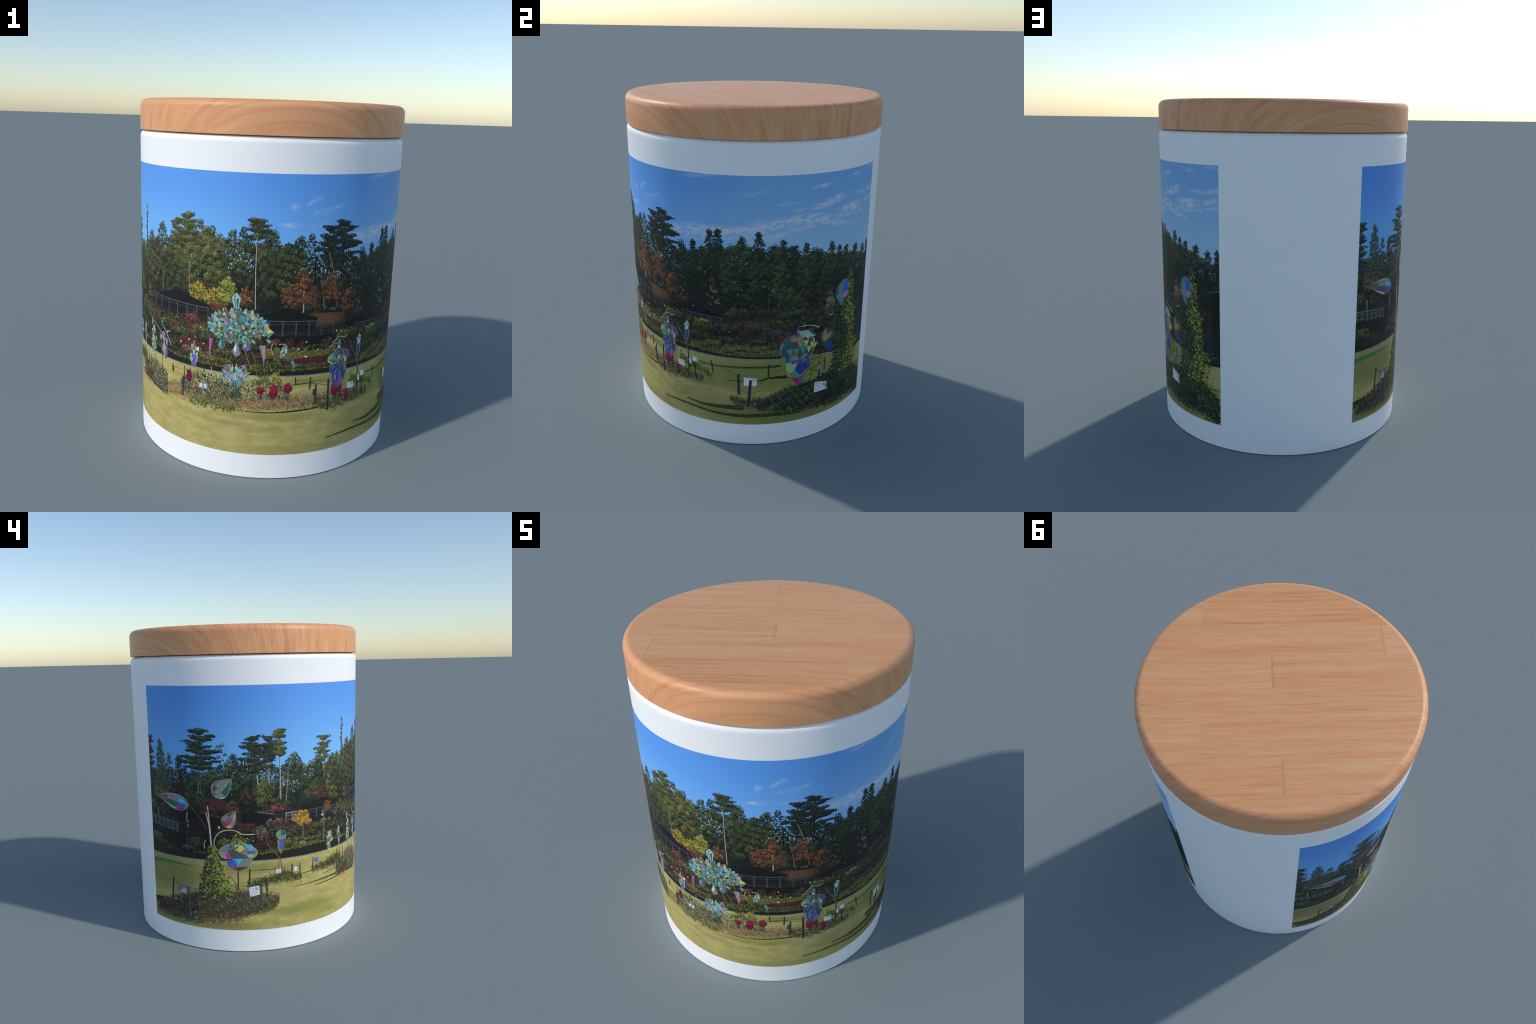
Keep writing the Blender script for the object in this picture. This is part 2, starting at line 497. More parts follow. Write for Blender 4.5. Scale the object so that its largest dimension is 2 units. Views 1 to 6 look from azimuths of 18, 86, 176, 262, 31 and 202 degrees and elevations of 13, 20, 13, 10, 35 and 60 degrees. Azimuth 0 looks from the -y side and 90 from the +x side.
# far forest, dark behind all the trees
forest = band_material("forest", [(0.34, (14, 18, 18)), (0.5, (26, 33, 26)), (0.62, (44, 54, 36)), (0.74, (70, 76, 44))], 1.6, 110.0, 0.7)
ribbon("printed_forest", 2, [(AZ0, .60), (AZ1, .60)],
       [(-150, 1.04), (-118, 1.04), (-84, 1.04), (-50, 1.05), (-38, 1.10), (-20, 1.15), (-4, 1.14), (12, 1.14), (24, 1.14), (30, 1.10), (44, 1.08), (56, 1.10),
        (66, 1.12), (80, 1.16), (95, 1.16), (110, 1.11), (122, 1.08), (135, 1.04), (150, 1.0)], forest, photo)

# ------------------------------------------------------------------ trees
PAL = {
    "dark": ["soot", "night_green", "night_green", "deep_green", "deep_green", "pine_green", "moss"],
    "pine": ["soot", "night_green", "deep_green", "deep_green", "pine_green", "moss", "olive"],
    "green": ["soot", "night_green", "deep_green", "pine_green", "moss", "olive", "olive"],
    "grey": ["night_green", "deep_green", "pine_green", "grey_green", "moss", "grey_green", "olive"],
    "olive": ["night_green", "deep_green", "moss", "moss", "olive", "sun_olive", "sun_olive"],
    "lit": ["night_green", "deep_green", "moss", "olive", "olive", "sun_olive", "straw_olive"],  # olive range shifted paler, sunlight mixed into the leaf inks
    "brownish": ["soot", "night_green", "bark_brown", "moss", "brown", "olive", "sun_olive"],
    "yellow": ["bark_brown", "moss", "olive", "sun_olive", "gold", "gold", "lemon"],
    "gold": ["brown", "rust", "amber", "gold", "gold", "lemon"],
    "limey": ["deep_green", "moss", "olive", "sun_olive", "lime", "lime", "bright_lime"],
    "autumn": ["bark_brown", "bark_brown", "rust", "rust", "orange", "orange", "amber"],
    "rusty": ["night_green", "bark_brown", "rust", "rust", "brown", "orange"],
    "redleaf": ["soot", "bark_brown", "maroon", "maroon", "wine", "rust"],
    "rosy": ["bark_brown", "maroon", "wine", "rose", "rose"],
    "hedge_red": ["maroon", "maroon", "crimson", "crimson"],
    "bare": ["bark_brown", "brown", "maroon", "twig", "twig"],
    "shrub": ["soot", "night_green", "deep_green", "moss", "olive", "olive"],
    "shrub_lit": ["night_green", "deep_green", "moss", "olive", "sun_olive", "straw_olive"],
    "shrub_brown": ["soot", "bark_brown", "bark_brown", "brown", "moss", "rust"],
    "greybush": ["night_green", "deep_green", "grey_green", "grey_green", "olive", "pale_green"],
    "dry": ["brown", "tan", "tan", "wheat", "orange"],
    "heath": ["earth", "bark_brown", "brown", "moss", "brown", "olive", "tan", "wheat"],
    "green_strip": ["deep_green", "moss", "grass_green", "grass_green", "olive"],
    "vine": ["soot", "deep_green", "moss", "olive", "lime", "lime", "bright_lime"],
    "vine_green": ["soot", "night_green", "deep_green", "pine_green", "moss", "olive", "lime", "pale_green"],
    "straw": ["moss", "olive", "sun_olive", "sun_olive", "straw_olive"],
    "kochia": ["dark_kochia", "dark_kochia", "kochia", "kochia"],
}


def clump(pr, x, z, rx, rz, pal, size=0.0060, density=1.9, tone=0.0, stretch=1.3, angle=None):
    """Leafy clump: dark below, light above, ragged outline."""
    n = max(6, int(density * math.pi * rx * rz / (size * size)))
    t, r = RNG.uniform(0, 6.283, n), np.sqrt(RNG.random(n)) * (1 + RNG.normal(0, 0.10, n))
    dx, dz = r * np.cos(t), r * np.sin(t)
    dz = np.where(dz < 0, dz * 0.9, dz)
    px, pz = x + dx * rx, z + dz * rz
    flick = np.sin(px * 71 + pz * 53) * np.sin(px * 39 - pz * 97)
    pick = 0.37 + 0.36 * dz - 0.10 * dx + 0.12 * flick + tone + RNG.normal(0, 0.14, n)  # lighter inks toward upper left paint sunlit tops, darker ones shaded undersides
    order = np.argsort(pick + RNG.normal(0, 0.25, n))
    pr.dabs(px[order], pz[order], size, PAL[pal], stretch, angle, np.clip(pick[order], 0, 0.999))


def broadleaf(az, top, low, hw, pal, layer, tone=0.0, name="printed_broadleaf_tree", sparse=1.0, size=0.0060, trunk=None):
    pr = Print(name, layer)
    h, x, w = top - low, az * K, hw * K
    if trunk:
        pr.stroke([(az, low + h * .6), (az + RNG.uniform(-.4, .4), trunk[0])], 0.004, trunk[1], 0.007)
    n = max(6, int(14 * sparse))
    pts = []
    for i in range(n):
        t = (i + 0.5) / n
        half = w * min(1.0, 1.2 * math.sin(math.pi * (0.20 + 0.52 * (1 - t))))
        pts.append((x + half * 0.78 * (((i * 0.618 + .3) % 1.0) * 2 - 1), low + h * (0.10 + 0.78 * t)))
    pts.append((x + RNG.uniform(-.12, .12) * w, top - h * 0.08))
    RNG.shuffle(pts)
    for cx, cz in pts:
        k = RNG.uniform(0.6, 1.15)
        clump(pr, cx, cz, w * 0.40 * k, min(h * 0.20, w * 0.42) * k, pal, size, 1.7 * sparse, tone + RNG.normal(0, .09))
    return pr.build(photo)


def pine(az, top, low, hw, pal, layer, trunk=None, tone=0.0, lean=0.0):
    """Layered pine: flat shelves of needles on a bare trunk."""
    pr = Print("printed_pine", layer)
    h, x, w = top - low, az * K, hw * K
    base = trunk[0] if trunk else low
    pr.stroke([(az + lean, base), (az + lean * .4, low + h * .4), (az, top - h * .1)], 0.006, trunk[1] if trunk else "shade_wood", 0.004)
    shelves = max(4, int(h / 0.031))
    for i in range(shelves):
        t = (i + 0.4) / shelves                     # 0 bottom .. 1 top
        half = w * (0.25 + 0.95 * (1 - t) ** 0.75) * (0.55 + 0.45 * min(1, t * 4))
        for sgn in (-1, 1):
            reach = half * RNG.uniform(0.5, 1.12)
            zz = low + h * t + RNG.uniform(-.3, .3) * h / shelves
            pr.stroke([((x) / K, zz - .01), ((x + sgn * reach * .8) / K, zz)], 0.004, "soot", 0.002)
            m = max(2, int(reach / 0.018))
            for j in range(m):
                f = (j + RNG.uniform(0.1, 0.9)) / m
                clump(pr, x + sgn * reach * f, zz + 0.012 * f + RNG.uniform(-.006, .006), 0.026 * RNG.uniform(.8, 1.4), (0.015 - 0.008 * f) * RNG.uniform(.8, 1.4), pal, 0.0068, 2.4, tone, 2.4, sgn * 0.25)
    clump(pr, x, top - 0.015, 0.018 + w * .12, 0.016, pal, 0.008, 1.9, tone, 2.0, 0.3)
    return pr.build(photo)


def cedar(az, top, low, hw, pal, layer, tone=0.0):
    """Pointed conifer with drooping tiers."""
    pr = Print("printed_cedar", layer)
    h, x, w = top - low, az * K, hw * K
    pr.stroke([(az, low), (az, top)], 0.007, "soot", 0.002)
    tiers = max(6, int(h / 0.024))
    for i in range(tiers):
        t = (i + 0.3) / tiers
        half = w * (1 - t) ** 0.75 * RNG.uniform(0.75, 1.2) + 0.004
        m = max(1, int(half / 0.014))
        for j in range(-m, m + 1):
            f = j / (m + 0.3)
            clump(pr, x + f * half, low + h * t - abs(f) * 0.012 + RNG.uniform(-.006, .006), 0.014, 0.014, pal, 0.0068, 1.7, tone, 1.9, (-0.5 if f > 0 else 0.5))
    return pr.build(photo)


def spire(az, top, low, hw, pal, layer):
    """Slim column of leaves."""
    pr = Print("printed_poplar", layer)
    n = int((top - low) / 0.018)
    for i in range(n):
        t = i / n
        clump(pr, az * K + RNG.uniform(-.4, .4) * hw * K, low + (top - low) * t, hw * K * (1.0 - .45 * t) * RNG.uniform(.6, 1.1), 0.016, pal, 0.0075, 1.7, 0.05)
    return pr.build(photo)


# filler rows: dark trees that close the forest
CREST = [(-150, 1.15), (-139, 1.19), (-131, 1.14), (-118, 1.17), (-104, 1.20), (-94, 1.21), (-84, 1.17), (-72, 1.18), (-58, 1.19), (-48, 1.21), (-40, 1.25), (-32, 1.27), (-20, 1.34), (-8, 1.36), (-1, 1.33), (2, 1.30), (10, 1.32),
         (20, 1.32), (28, 1.29), (36, 1.27), (46, 1.27), (54, 1.23), (60, 1.20)]
for row, (drop, depth) in enumerate(((0.01, .17), (0.10, .17), (0.20, .16))):
    for az in np.arange(-149 + row * 1.7, 58, 4.6):
        top = np.interp(az, *zip(*CREST)) - drop + RNG.uniform(-.03, .015)
        kind = ["dark", "pine", "green"] if az < -48 else (["green", "olive", "brownish"] if az < 4 else ["green", "green", "dark", "pine"])
        broadleaf(az + RNG.uniform(-1, 1), top, top - depth, RNG.uniform(3.6, 5.6), RNG.choice(kind), 4 + row, -.11 * row)
for az in np.arange(58, 150, 3.4):
    crest = np.interp(az, [56, 66, 80, 95, 106, 118, 126, 138, 150], [1.20, 1.23, 1.26, 1.26, 1.22, 1.19, 1.17, 1.13, 1.09])
    broadleaf(az + RNG.uniform(-1, 1), crest + RNG.uniform(-.02, .025), 1.06, RNG.uniform(3.4, 5.2), RNG.choice(["dark", "green", "pine"]), 7, -.02)
for az in np.arange(58, 150, 3.6):
    broadleaf(az + RNG.uniform(-1, 1), RNG.uniform(1.06, 1.15), .84, RNG.uniform(3.0, 4.0), RNG.choice(["dark", "dark", "pine", "green"]), 8, -0.10)

# left part of the view
pine(-149.5, 1.335, 1.05, 4.5, "pine", 6)
cedar(-141, 1.328, .98, 5.0, "grey", 6)
broadleaf(-135.2, 1.245, .95, 3.2, "grey", 7)
cedar(-129.6, 1.235, .98, 3.2, "dark", 6)
pine(-118.5, 1.402, 1.14, 11.5, "pine", 8, (1.0, "grey_wood"))
broadleaf(-108, 1.312, 1.15, 3.0, "olive", 6, sparse=0.55)
broadleaf(-103, 1.25, 1.0, 4.0, "green", 7)
pine(-94.2, 1.350, 1.13, 7.5, "pine", 9, (1.0, "grey_wood"))
pine(-87.4, 1.345, 1.15, 2.8, "pine", 8, (1.05, "pale_twig"))
pine(-82.4, 1.392, 1.22, 3.2, "olive", 9, (.97, "twig"))
broadleaf(-75.5, 1.245, .98, 5.2, "green", 8, 0.05)
pine(-59.2, 1.328, 1.17, 6.0, "olive", 9, (1.1, "pale_twig"))
broadleaf(-62, 1.21, .95, 6.0, "green", 8, 0.03)
broadleaf(-54, 1.19, .95, 4.5, "brownish", 8, 0.05)
spire(-44.8, 1.432, 1.10, 1.5, "olive", 9)
broadleaf(-39, 1.30, 1.0, 4.5, "brownish", 8, 0.05)
broadleaf(-34.5, 1.27, .98, 4.5, "brownish", 9)
broadleaf(-30.5, 1.362, 1.12, 4.2, "olive", 8)
broadleaf(-26, 1.22, .98, 4.5, "green", 9)
# centre
pine(-21.5, 1.385, 1.12, 5.0, "olive", 8)
pine(-15.6, 1.434, 1.14, 7.0, "olive", 9, (1.0, "twig"))
broadleaf(-9.3, 1.408, 1.12, 4.8, "olive", 8)
broadleaf(-4.6, 1.372, 1.06, 5.2, "lit", 10)
broadleaf(-12, 1.22, 1.0, 5.5, "lit", 11, -0.08)
broadleaf(-20, 1.19, .98, 5.5, "green", 11, 0.04)
broadleaf(3.6, 1.375, 1.10, 3.4, "olive", 8, -0.06)
broadleaf(8.2, 1.392, 1.05, 4.2, "green", 8, 0.06)
broadleaf(19, 1.370, 1.02, 5.0, "green", 9, 0.06)
broadleaf(24.4, 1.315, 1.02, 3.8, "green", 9, 0.08)
broadleaf(15.5, 1.27, .98, 4.6, "green", 10, 0.02)
broadleaf(29, 1.343, 1.12, 3.6, "green", 8)
broadleaf(33.4, 1.350, 1.15, 3.6, "pine", 8)
pine(12.8, 1.426, 1.325, 5.0, "green", 12, (1.1, "bark_brown"))
pine(40.4, 1.388, 1.18, 5.2, "dark", 8)
pine(47, 1.415, 1.13, 9.6, "dark", 9)
broadleaf(57.5, 1.262, 1.0, 4.0, "dark", 8)
# right: cedars on the ridge
for az, top, hw, pal in ((62.6, 1.286, 2.4, "dark"), (66.6, 1.262, 2.2, "dark"), (69.9, 1.356, 2.2, "dark"), (73.5, 1.366, 3.2, "dark"), (83.2, 1.328, 3.6, "dark"), (89.9, 1.352, 3.2, "dark"),
                         (96, 1.27, 3.0, "pine"), (100, 1.310, 3.2, "pine"), (104.6, 1.270, 3.4, "pine"), (109.8, 1.272, 4.2, "pine"), (115.2, 1.215, 3.8, "pine"),
                         (122.3, 1.258, 3.6, "pine"), (126.6, 1.228, 3.0, "pine"), (130.8, 1.218, 3.2, "pine"), (137.4, 1.210, 3.2, "pine"), (144.2, 1.184, 3.0, "pine"), (149.2, 1.188, 2.8, "pine")):
    cedar(az, top, max(1.0, top - .26), hw, pal, 6)
for az, top, hw, pal in ((78, 1.19, 4, "green"), (90, 1.20, 4, "green"), (99, 1.16, 4.5, "green"), (110, 1.12, 4.5, "green"), (120, 1.10, 4, "pine"), (103, 1.02, 5, "green")):
    broadleaf(az, top, top - .22, hw, pal, 10, 0.09)

# daylight showing between trunks
gaps = Print("printed_sky_gap", 13, True)
for az, z, n in ((10.2, 1.20, 26), (4.3, 1.236, 14), (3, 1.18, 10), (32.3, 1.227, 16), (36.4, 1.212, 22), (38.8, 1.157, 26), (33.5, 1.174, 18), (29.5, 1.16, 12), (44.6, 1.14, 24), (50, 1.17, 20),
                 (-14.6, 1.17, 10), (7, 1.25, 12), (53, 1.12, 14), (-131, 1.10, 26), (-146, 1.13, 16), (-106, 1.06, 12), (-97, 1.18, 14), (-90.5, 1.13, 16), (-85, 1.13, 20), (-79.5, 1.06, 30), (-75, 1.03, 16),
                 (-66, 1.1, 14), (-57, 1.06, 10), (66, 1.1, 10), (82, 1.02, 6), (96, .99, 6), (-119, .99, 10), (-70, 1.15, 10)):
    x, zz = az * K + RNG.normal(0, .018, n), z + RNG.normal(0, .024, n)
    gaps.dabs(x, zz, 0.0058, ["gap_blue", "gap_pale", "gap_blue"], 1.7, 1.57)
gaps.build(photo)

# pale bare trunks in front of the forest
trunks = Print("printed_trunk", 14)
for pts, w, c in (([(12.6, 1.33), (12.4, 1.15), (12.7, .957)], .0036, "pale_twig"), ([(40.5, 1.256), (41.9, 1.20), (44, 1.11), (45.6, .958)], .0055, "twig"), ([(38.2, 1.11), (39.8, .952)], .0045, "twig"),
                  ([(31, 1.06), (31.2, .93)], .0055, "pale_twig"), ([(31.2, .99), (33, 1.04)], .003, "twig"), ([(31.2, .98), (29.4, 1.03)], .003, "twig"), ([(-14.9, 1.18), (-14.7, 1.0)], .005, "twig"), ([(-82.1, 1.2), (-82, .96)], .0035, "pale_twig"),
                  ([(-78.3, 1.13), (-79.6, .95)], .006, "twig"), ([(-88, 1.2), (-88.1, 1.06)], .004, "twig"), ([(-92.6, 1.12), (-92.2, 1.02)], .005, "pale_twig"), ([(-119.4, 1.1), (-119.6, 1.0)], .005, "twig"), ([(-58.7, 1.2), (-58.5, 1.06)], .004, "twig"),
                  ([(-137, 1.14), (-136.4, .98)], .003, "grey_wood"), ([(-30, 1.1), (-30.4, .98)], .004, "twig"), ([(35, 1.24), (35.3, 1.08)], .006, "soot"), ([(47, 1.3), (47, 1.1)], .008, "soot"), ([(37, 1.2), (36.8, 1.05)], .006, "soot"),
                  ([(94, .98), (94.3, .86)], .004, "grey_wood"), ([(99, .97), (98.6, .85)], .004, "grey_wood"), ([(-146, 1.08), (-146.3, .93)], .003, "twig")):
    trunks.stroke(pts, w, c, w * 1.2)
trunks.build(photo)

# coloured autumn trees
for az, top, low, hw, pal, sp in ((2.2, 1.10, .965, 4.2, "limey", 1), (-10.2, 1.065, .965, 4.6, "yellow", 1), (-4.2, 1.04, .955, 4.0, "yellow", 1), (9.3, 1.068, .97, 3.2, "autumn", .9), (-1, .985, .93, 4.5, "rusty", .9),
                                  (30.8, 1.180, .97, 3.8, "autumn", 1), (25.2, 1.09, .955, 3.2, "autumn", .9), (34.6, 1.07, .95, 3.0, "rusty", .8), (42.6, 1.145, .98, 4.2, "autumn", .8), (50.8, 1.045, .91, 3.6, "autumn", .8), (47, 1.08, .94, 3, "rusty", .7),
                                  (70.8, 1.075, .88, 3.3, "bare", .6), (56, .99, .90, 3.5, "bare", .4), (-112, .978, .895, 8.0, "redleaf", 1), (-104, .96, .885, 3.5, "rusty", .8), (-89, 1.068, .93, 5.0, "olive", 1), (-97, 1.03, .94, 3.5, "rusty", .5),
                                  (-83.3, .932, .855, 5.4, "rosy", .9), (-61, 1.0, .92, 5, "rusty", .7), (-66, 1.02, .95, 4, "brownish", .8), (-142, 1.02, .93, 4.5, "olive", .9), (-52, .99, .91, 4, "olive", .8), (-139, .92, .84, 3.5, "brownish", .6), (-147.5, .93, .86, 3, "bare", .5),
                                  (-41, .98, .87, 3, "bare", .6), (-29, .96, .85, 3, "bare", .5), (-24, .96, .80, 3.2, "brownish", .8), (109, .93, .84, 4, "rusty", .4), (123, .98, .84, 3, "bare", .6)):
    broadleaf(az, top, low, hw, pal, 15, 0.04, "printed_autumn_tree", sp, 0.008)

# ------------------------------------------------------------------ middle ground: bank, huts, rails, shrubs
bank = band_material("bank", [(0.34, (16, 18, 17)), (0.48, (30, 31, 25)), (0.60, (58, 52, 36)), (0.74, (92, 82, 52))], 1.0, 120.0, 0.65,
                     extra=[(41, 9, .905, .05, (134, 88, 54), .9), (57, 6, .93, .03, (100, 72, 50), .6), (33, 12, .70, .035, (138, 130, 72), .9), (20, 6, .72, .03, (110, 104, 58), .7),
                            (80, 18, .645, .038, (112, 108, 58), .9), (-78, 14, .655, .025, (104, 100, 52), .7), (-5, 8, .68, .04, (98, 88, 48), .7), (95, 10, .82, .03, (84, 62, 46), .7)])
ribbon("printed_garden_bank", 17, [(AZ0, .55), (AZ1, .50)],
       [(-150, .83), (-118, .87), (-100, .88), (-70, .90), (-47, .88), (-36, .92), (-6, .93), (14, .93), (24, .95), (40, .935), (56, .92), (75, .87), (100, .87), (125, .84), (150, .83)], bank, photo)

huts = Print("printed_hut", 19)
for pts in ([(-34.5, .945), (-21, 1.007), (-5.8, .952), (-6.2, .90), (-33, .86)], [(14.5, .928), (24.1, .97), (37.2, .908), (36, .84), (16, .84)], [(49.3, .858), (62, .911), (75.2, .846), (74, .815), (56, .815)],
            [(-131, .885), (-117, .90), (-103, .845), (-103, .745), (-131, .765)], [(-100, .89), (-92, .885), (-84, .86), (-84, .72), (-100, .72)], [(-72, .915), (-58, .941), (-46.5, .874), (-46.5, .80), (-72, .80)]):
    huts.poly(pts, "black_wood")
for pts in ([(-150, .775), (-131, .765), (-131, .61), (-150, .60)], [(-131, .765), (-103, .75), (-103, .62), (-131, .61)], [(17, .82), (45, .81), (44, .755), (18, .76)], [(-100, .735), (-84, .735), (-84, .66), (-100, .66)]):
    huts.poly(pts, "soot")
huts.stroke([(-119.5, .892), (-104.5, .845)], .010, "brown", .014)
huts.stroke([(-93, .893), (-85, .873)], .006, "twig", .005)
huts.stroke([(-34.5, .947), (-21, 1.009), (-5.8, .954)], .004, "shade_wood")
huts.stroke([(14.5, .93), (24.1, .972), (37.2, .910)], .004, "shade_wood")
huts.stroke([(49.3, .860), (62, .913), (75.2, .848)], .004, "shade_wood")
huts.poly([(42, .962), (45, .960), (45, .942), (42, .944)], "grey_wood")
huts.build(photo)


def railing(a0, a1, top0, top1, drop, posts, balusters, colour, baluster_colour):
    pr = Print("printed_railing", 21)
    at = lambda a: top0 + (top1 - top0) * (a - a0) / (a1 - a0)
    pr.stroke([(a0, at(a0)), (a1, at(a1))], .0065, colour)
    pr.stroke([(a0, at(a0) - .016), (a1, at(a1) - .016)], .003, colour)
    pr.stroke([(a0, at(a0) - drop), (a1, at(a1) - drop)], .008, baluster_colour)
    for a in np.arange(a0 + .5, a1, balusters):
        pr.stroke([(a, at(a) - .016), (a, at(a) - drop)], .0028, baluster_colour)
    for a in np.arange(a0 + .4, a1 + .1, posts):
        pr.stroke([(a, at(a) + .004), (a, at(a) - drop - .012)], .0072, colour)
    pr.build(photo)


railing(17.8, 45, .898, .893, .068, 5.2, .9, "grey_wood", "shade_wood")
railing(-36.5, -5.8, .940, .938, .062, 5.0, 1.0, "grey_wood", "shade_wood")
railing(-150, -131.5, .826, .806, .046, 3.0, .9, "post_light", "grey_wood")
railing(-131, -117.5, .808, .802, .048, 4.4, 1.1, "shade_wood", "shade_wood")
railing(-80, -74, .874, .876, .044, 2.9, .9, "pale_wood", "grey_wood")
railing(-74, -47, .876, .873, .044, 5, 1.2, "grey_wood", "shade_wood")
railing(55.8, 75.5, .846, .832, .022, 4.5, 30, "grey_wood", "shade_wood")
railing(86, 93, .820, .806, .050, 3.0, 1.2, "grey_wood", "shade_wood")
railing(92.5, 104, .785, .735, .052, 3.2, 1.3, "grey_wood", "shade_wood")
railing(100, 120, .775, .770, .05, 4, 1.4, "shade_wood", "shade_wood")
props = Print("printed_strut", 20)
for a in (-145, -134, -126, -121):
    props.stroke([(a, .77), (a, .64)], .0065, "shade_wood")
    props.stroke([(a - 2.6, .765), (a, .725), (a + 2.6, .765)], .0045, "shade_wood")
for a in (40, 42.5, 93, 95.5):
    props.stroke([(a, .82), (a + 1, .755)], .005, "shade_wood")
props.stroke([(90, .815), (101, .735)], .006, "grey_wood")
props.stroke([(89, .80), (100, .715)], .004, "grey_wood")
props.build(photo)

# shrubs on the bank
UNDER = []
SHRUBS = [  # az, z, half width deg, half height, palette, tone
    (49.5, .79, 3.5, .045, "shrub_lit", -.05), (54, .80, 3.2, .035, "shrub", .1), (58, .78, 3.0, .035, "shrub", 0), (65, .79, 3.2, .030, "limey", -.12), (66.5, .80, 2.4, .022, "limey", -.05), (72, .76, 5.0, .045, "shrub", -.08), (80, .77, 5, .05, "shrub", -.1),
    (81, .875, 5.5, .030, "bare", -.1), (87.5, .78, 3.5, .04, "shrub", .05), (85, .74, 3.2, .035, "redleaf", 0), (95, .88, 6, .026, "shrub_brown", 0), (103, .85, 6, .026, "shrub", .05), (110, .86, 6, .03, "shrub", .05), (116, .84, 5, .03, "shrub_brown", 0), (104, .70, 6, .03, "rosy", -.2), (99, .665, 5, .024, "shrub_brown", 0),
    (71, .672, 4.6, .024, "green_strip", -.1), (67, .65, 3.6, .020, "shrub_brown", .1), (61, .70, 4, .035, "shrub", 0), (77, .70, 4, .02, "shrub", .1), (90, .69, 5, .018, "shrub", .05), (83, .64, 3, .008, "shrub", 0), (88, .63, 3, .008, "shrub", 0), (94, .65, 4, .01, "shrub_lit", 0), (78, .625, 3, .007, "shrub", 0),
    (42, .765, 3.4, .034, "shrub_brown", 0), (37, .75, 4, .018, "shrub", -.1), (31, .765, 1.8, .03, "redleaf", .12), (26.2, .78, 1.8, .03, "redleaf", .15), (20, .78, 2.6, .03, "rusty", 0), (16.5, .70, 4.5, .012, "rusty", -.05), (20, .66, 5, .02, "shrub_lit", -.1), (28, .64, 3, .016, "shrub_brown", .1), (38, .645, 5, .012, "shrub_brown", .15),
    (-27, .80, 4, .05, "shrub", .0), (-20, .77, 4.5, .035, "shrub_lit", -.12), (-23, .80, 2.5, .04, "rusty", -.05), (-13.2, .86, 3.4, .055, "rosy", 0), (-13, .80, 3.2, .045, "bare", -.1), (-9, .80, 3.4, .05, "shrub_lit", -.05), (-6, .77, 2.8, .04, "shrub", 0), (-17, .745, 3, .02, "shrub_brown", 0), (-14, .69, 5.5, .022, "dry", -.25), (-20, .70, 3.5, .02, "shrub", -.1),
    (-32, .78, 3.5, .06, "shrub", -.05), (-37, .80, 3.5, .08, "shrub_brown", 0), (-42, .82, 3.2, .08, "shrub", .1), (-47.5, .83, 3.0, .08, "shrub_lit", -.12), (-46, .70, 4, .035, "shrub", -.1), (-53, .74, 4, .03, "shrub", -.1), (-62, .76, 4.5, .035, "shrub_lit", -.18), (-66, .73, 3, .025, "shrub", 0), (-77.5, .69, 4.2, .04, "shrub_lit", 0), (-73, .67, 4, .018, "dry", -.25),
    (-66, .69, 6, .016, "shrub_lit", -.05), (-56, .68, 5, .018, "shrub", 0), (-84, .82, 5.5, .035, "bare", 0), (-92, .78, 3, .04, "shrub_brown", 0), (-97.5, .80, 4, .035, "redleaf", .1), (-104.5, .81, 4.5, .04, "redleaf", .12), (-100, .71, 5, .035, "vine_green", .05), (-107, .70, 4.5, .035, "shrub_lit", 0), (-122, .70, 4, .035, "shrub_brown", .08), (-126, .655, 4, .02, "shrub", .05),
    (-146, .68, 4, .045, "shrub_lit", -.12), (-141, .66, 3, .025, "shrub", 0), (-138, .645, 2, .012, "redleaf", .1), (-134, .625, 5, .018, "shrub", -.15), (-120, .63, 4, .02, "shrub", 0), (-91, .76, 2.2, .05, "bare", .1),
    (112, .78, 4, .03, "shrub", -.1), (118, .74, 4, .04, "shrub", -.12), (145, .66, 4, .05, "redleaf", 0), (147, .76, 3, .06, "dark", 0), (141, .78, 3, .05, "dark", 0.05), (123, .87, 2.6, .06, "dry", -.2),
    (13, .64, 4, .03, "shrub_lit", 0), (0, .70, 5, .03, "shrub_lit", -.12), (12, .745, 5, .02, "shrub", 0),
]
for az, z, hw, hh, pal, tone in SHRUBS:
    pr = Print("printed_shrub", 22)
    n = max(2, int(hw * K / hh * 1.6))
    for i in range(n):
        f = (i + .5) / n * 2 - 1
        clump(pr, (az + f * hw * .75) * K, z - abs(f) * hh * .25 + RNG.uniform(-.1, .1) * hh, hw * K / n * 1.35, hh * RNG.uniform(.75, 1.0), pal, 0.0078, 1.7, tone)
    pr.build(photo)

broadleaf(-71.2, .875, .785, 4.6, "gold", 23, .06, "printed_autumn_tree", 1.0, 0.0065, (.70, "twig"))
broadleaf(-56.4, .912, .835, 2.6, "autumn", 23, .04, "printed_autumn_tree", .9, 0.0065)
broadleaf(-50, .86, .80, 2.6, "olive", 23, 0, "printed_autumn_tree", .8, 0.0065)
for az0, az1, z, hh in ((-18.2, -6.2, .727, .017), (28.8, 42.3, .678, .017), (-93.5, -84.5, .686, .005), (-18, -12, .735, .015)):
    pr = Print("printed_red_hedge", 23)
    for a in np.arange(az0, az1, 1.1):
        clump(pr, a * K, z + RNG.uniform(-.004, .004), .014, hh * RNG.uniform(.8, 1.1), "hedge_red", 0.008, 2.0)
    pr.build(photo)

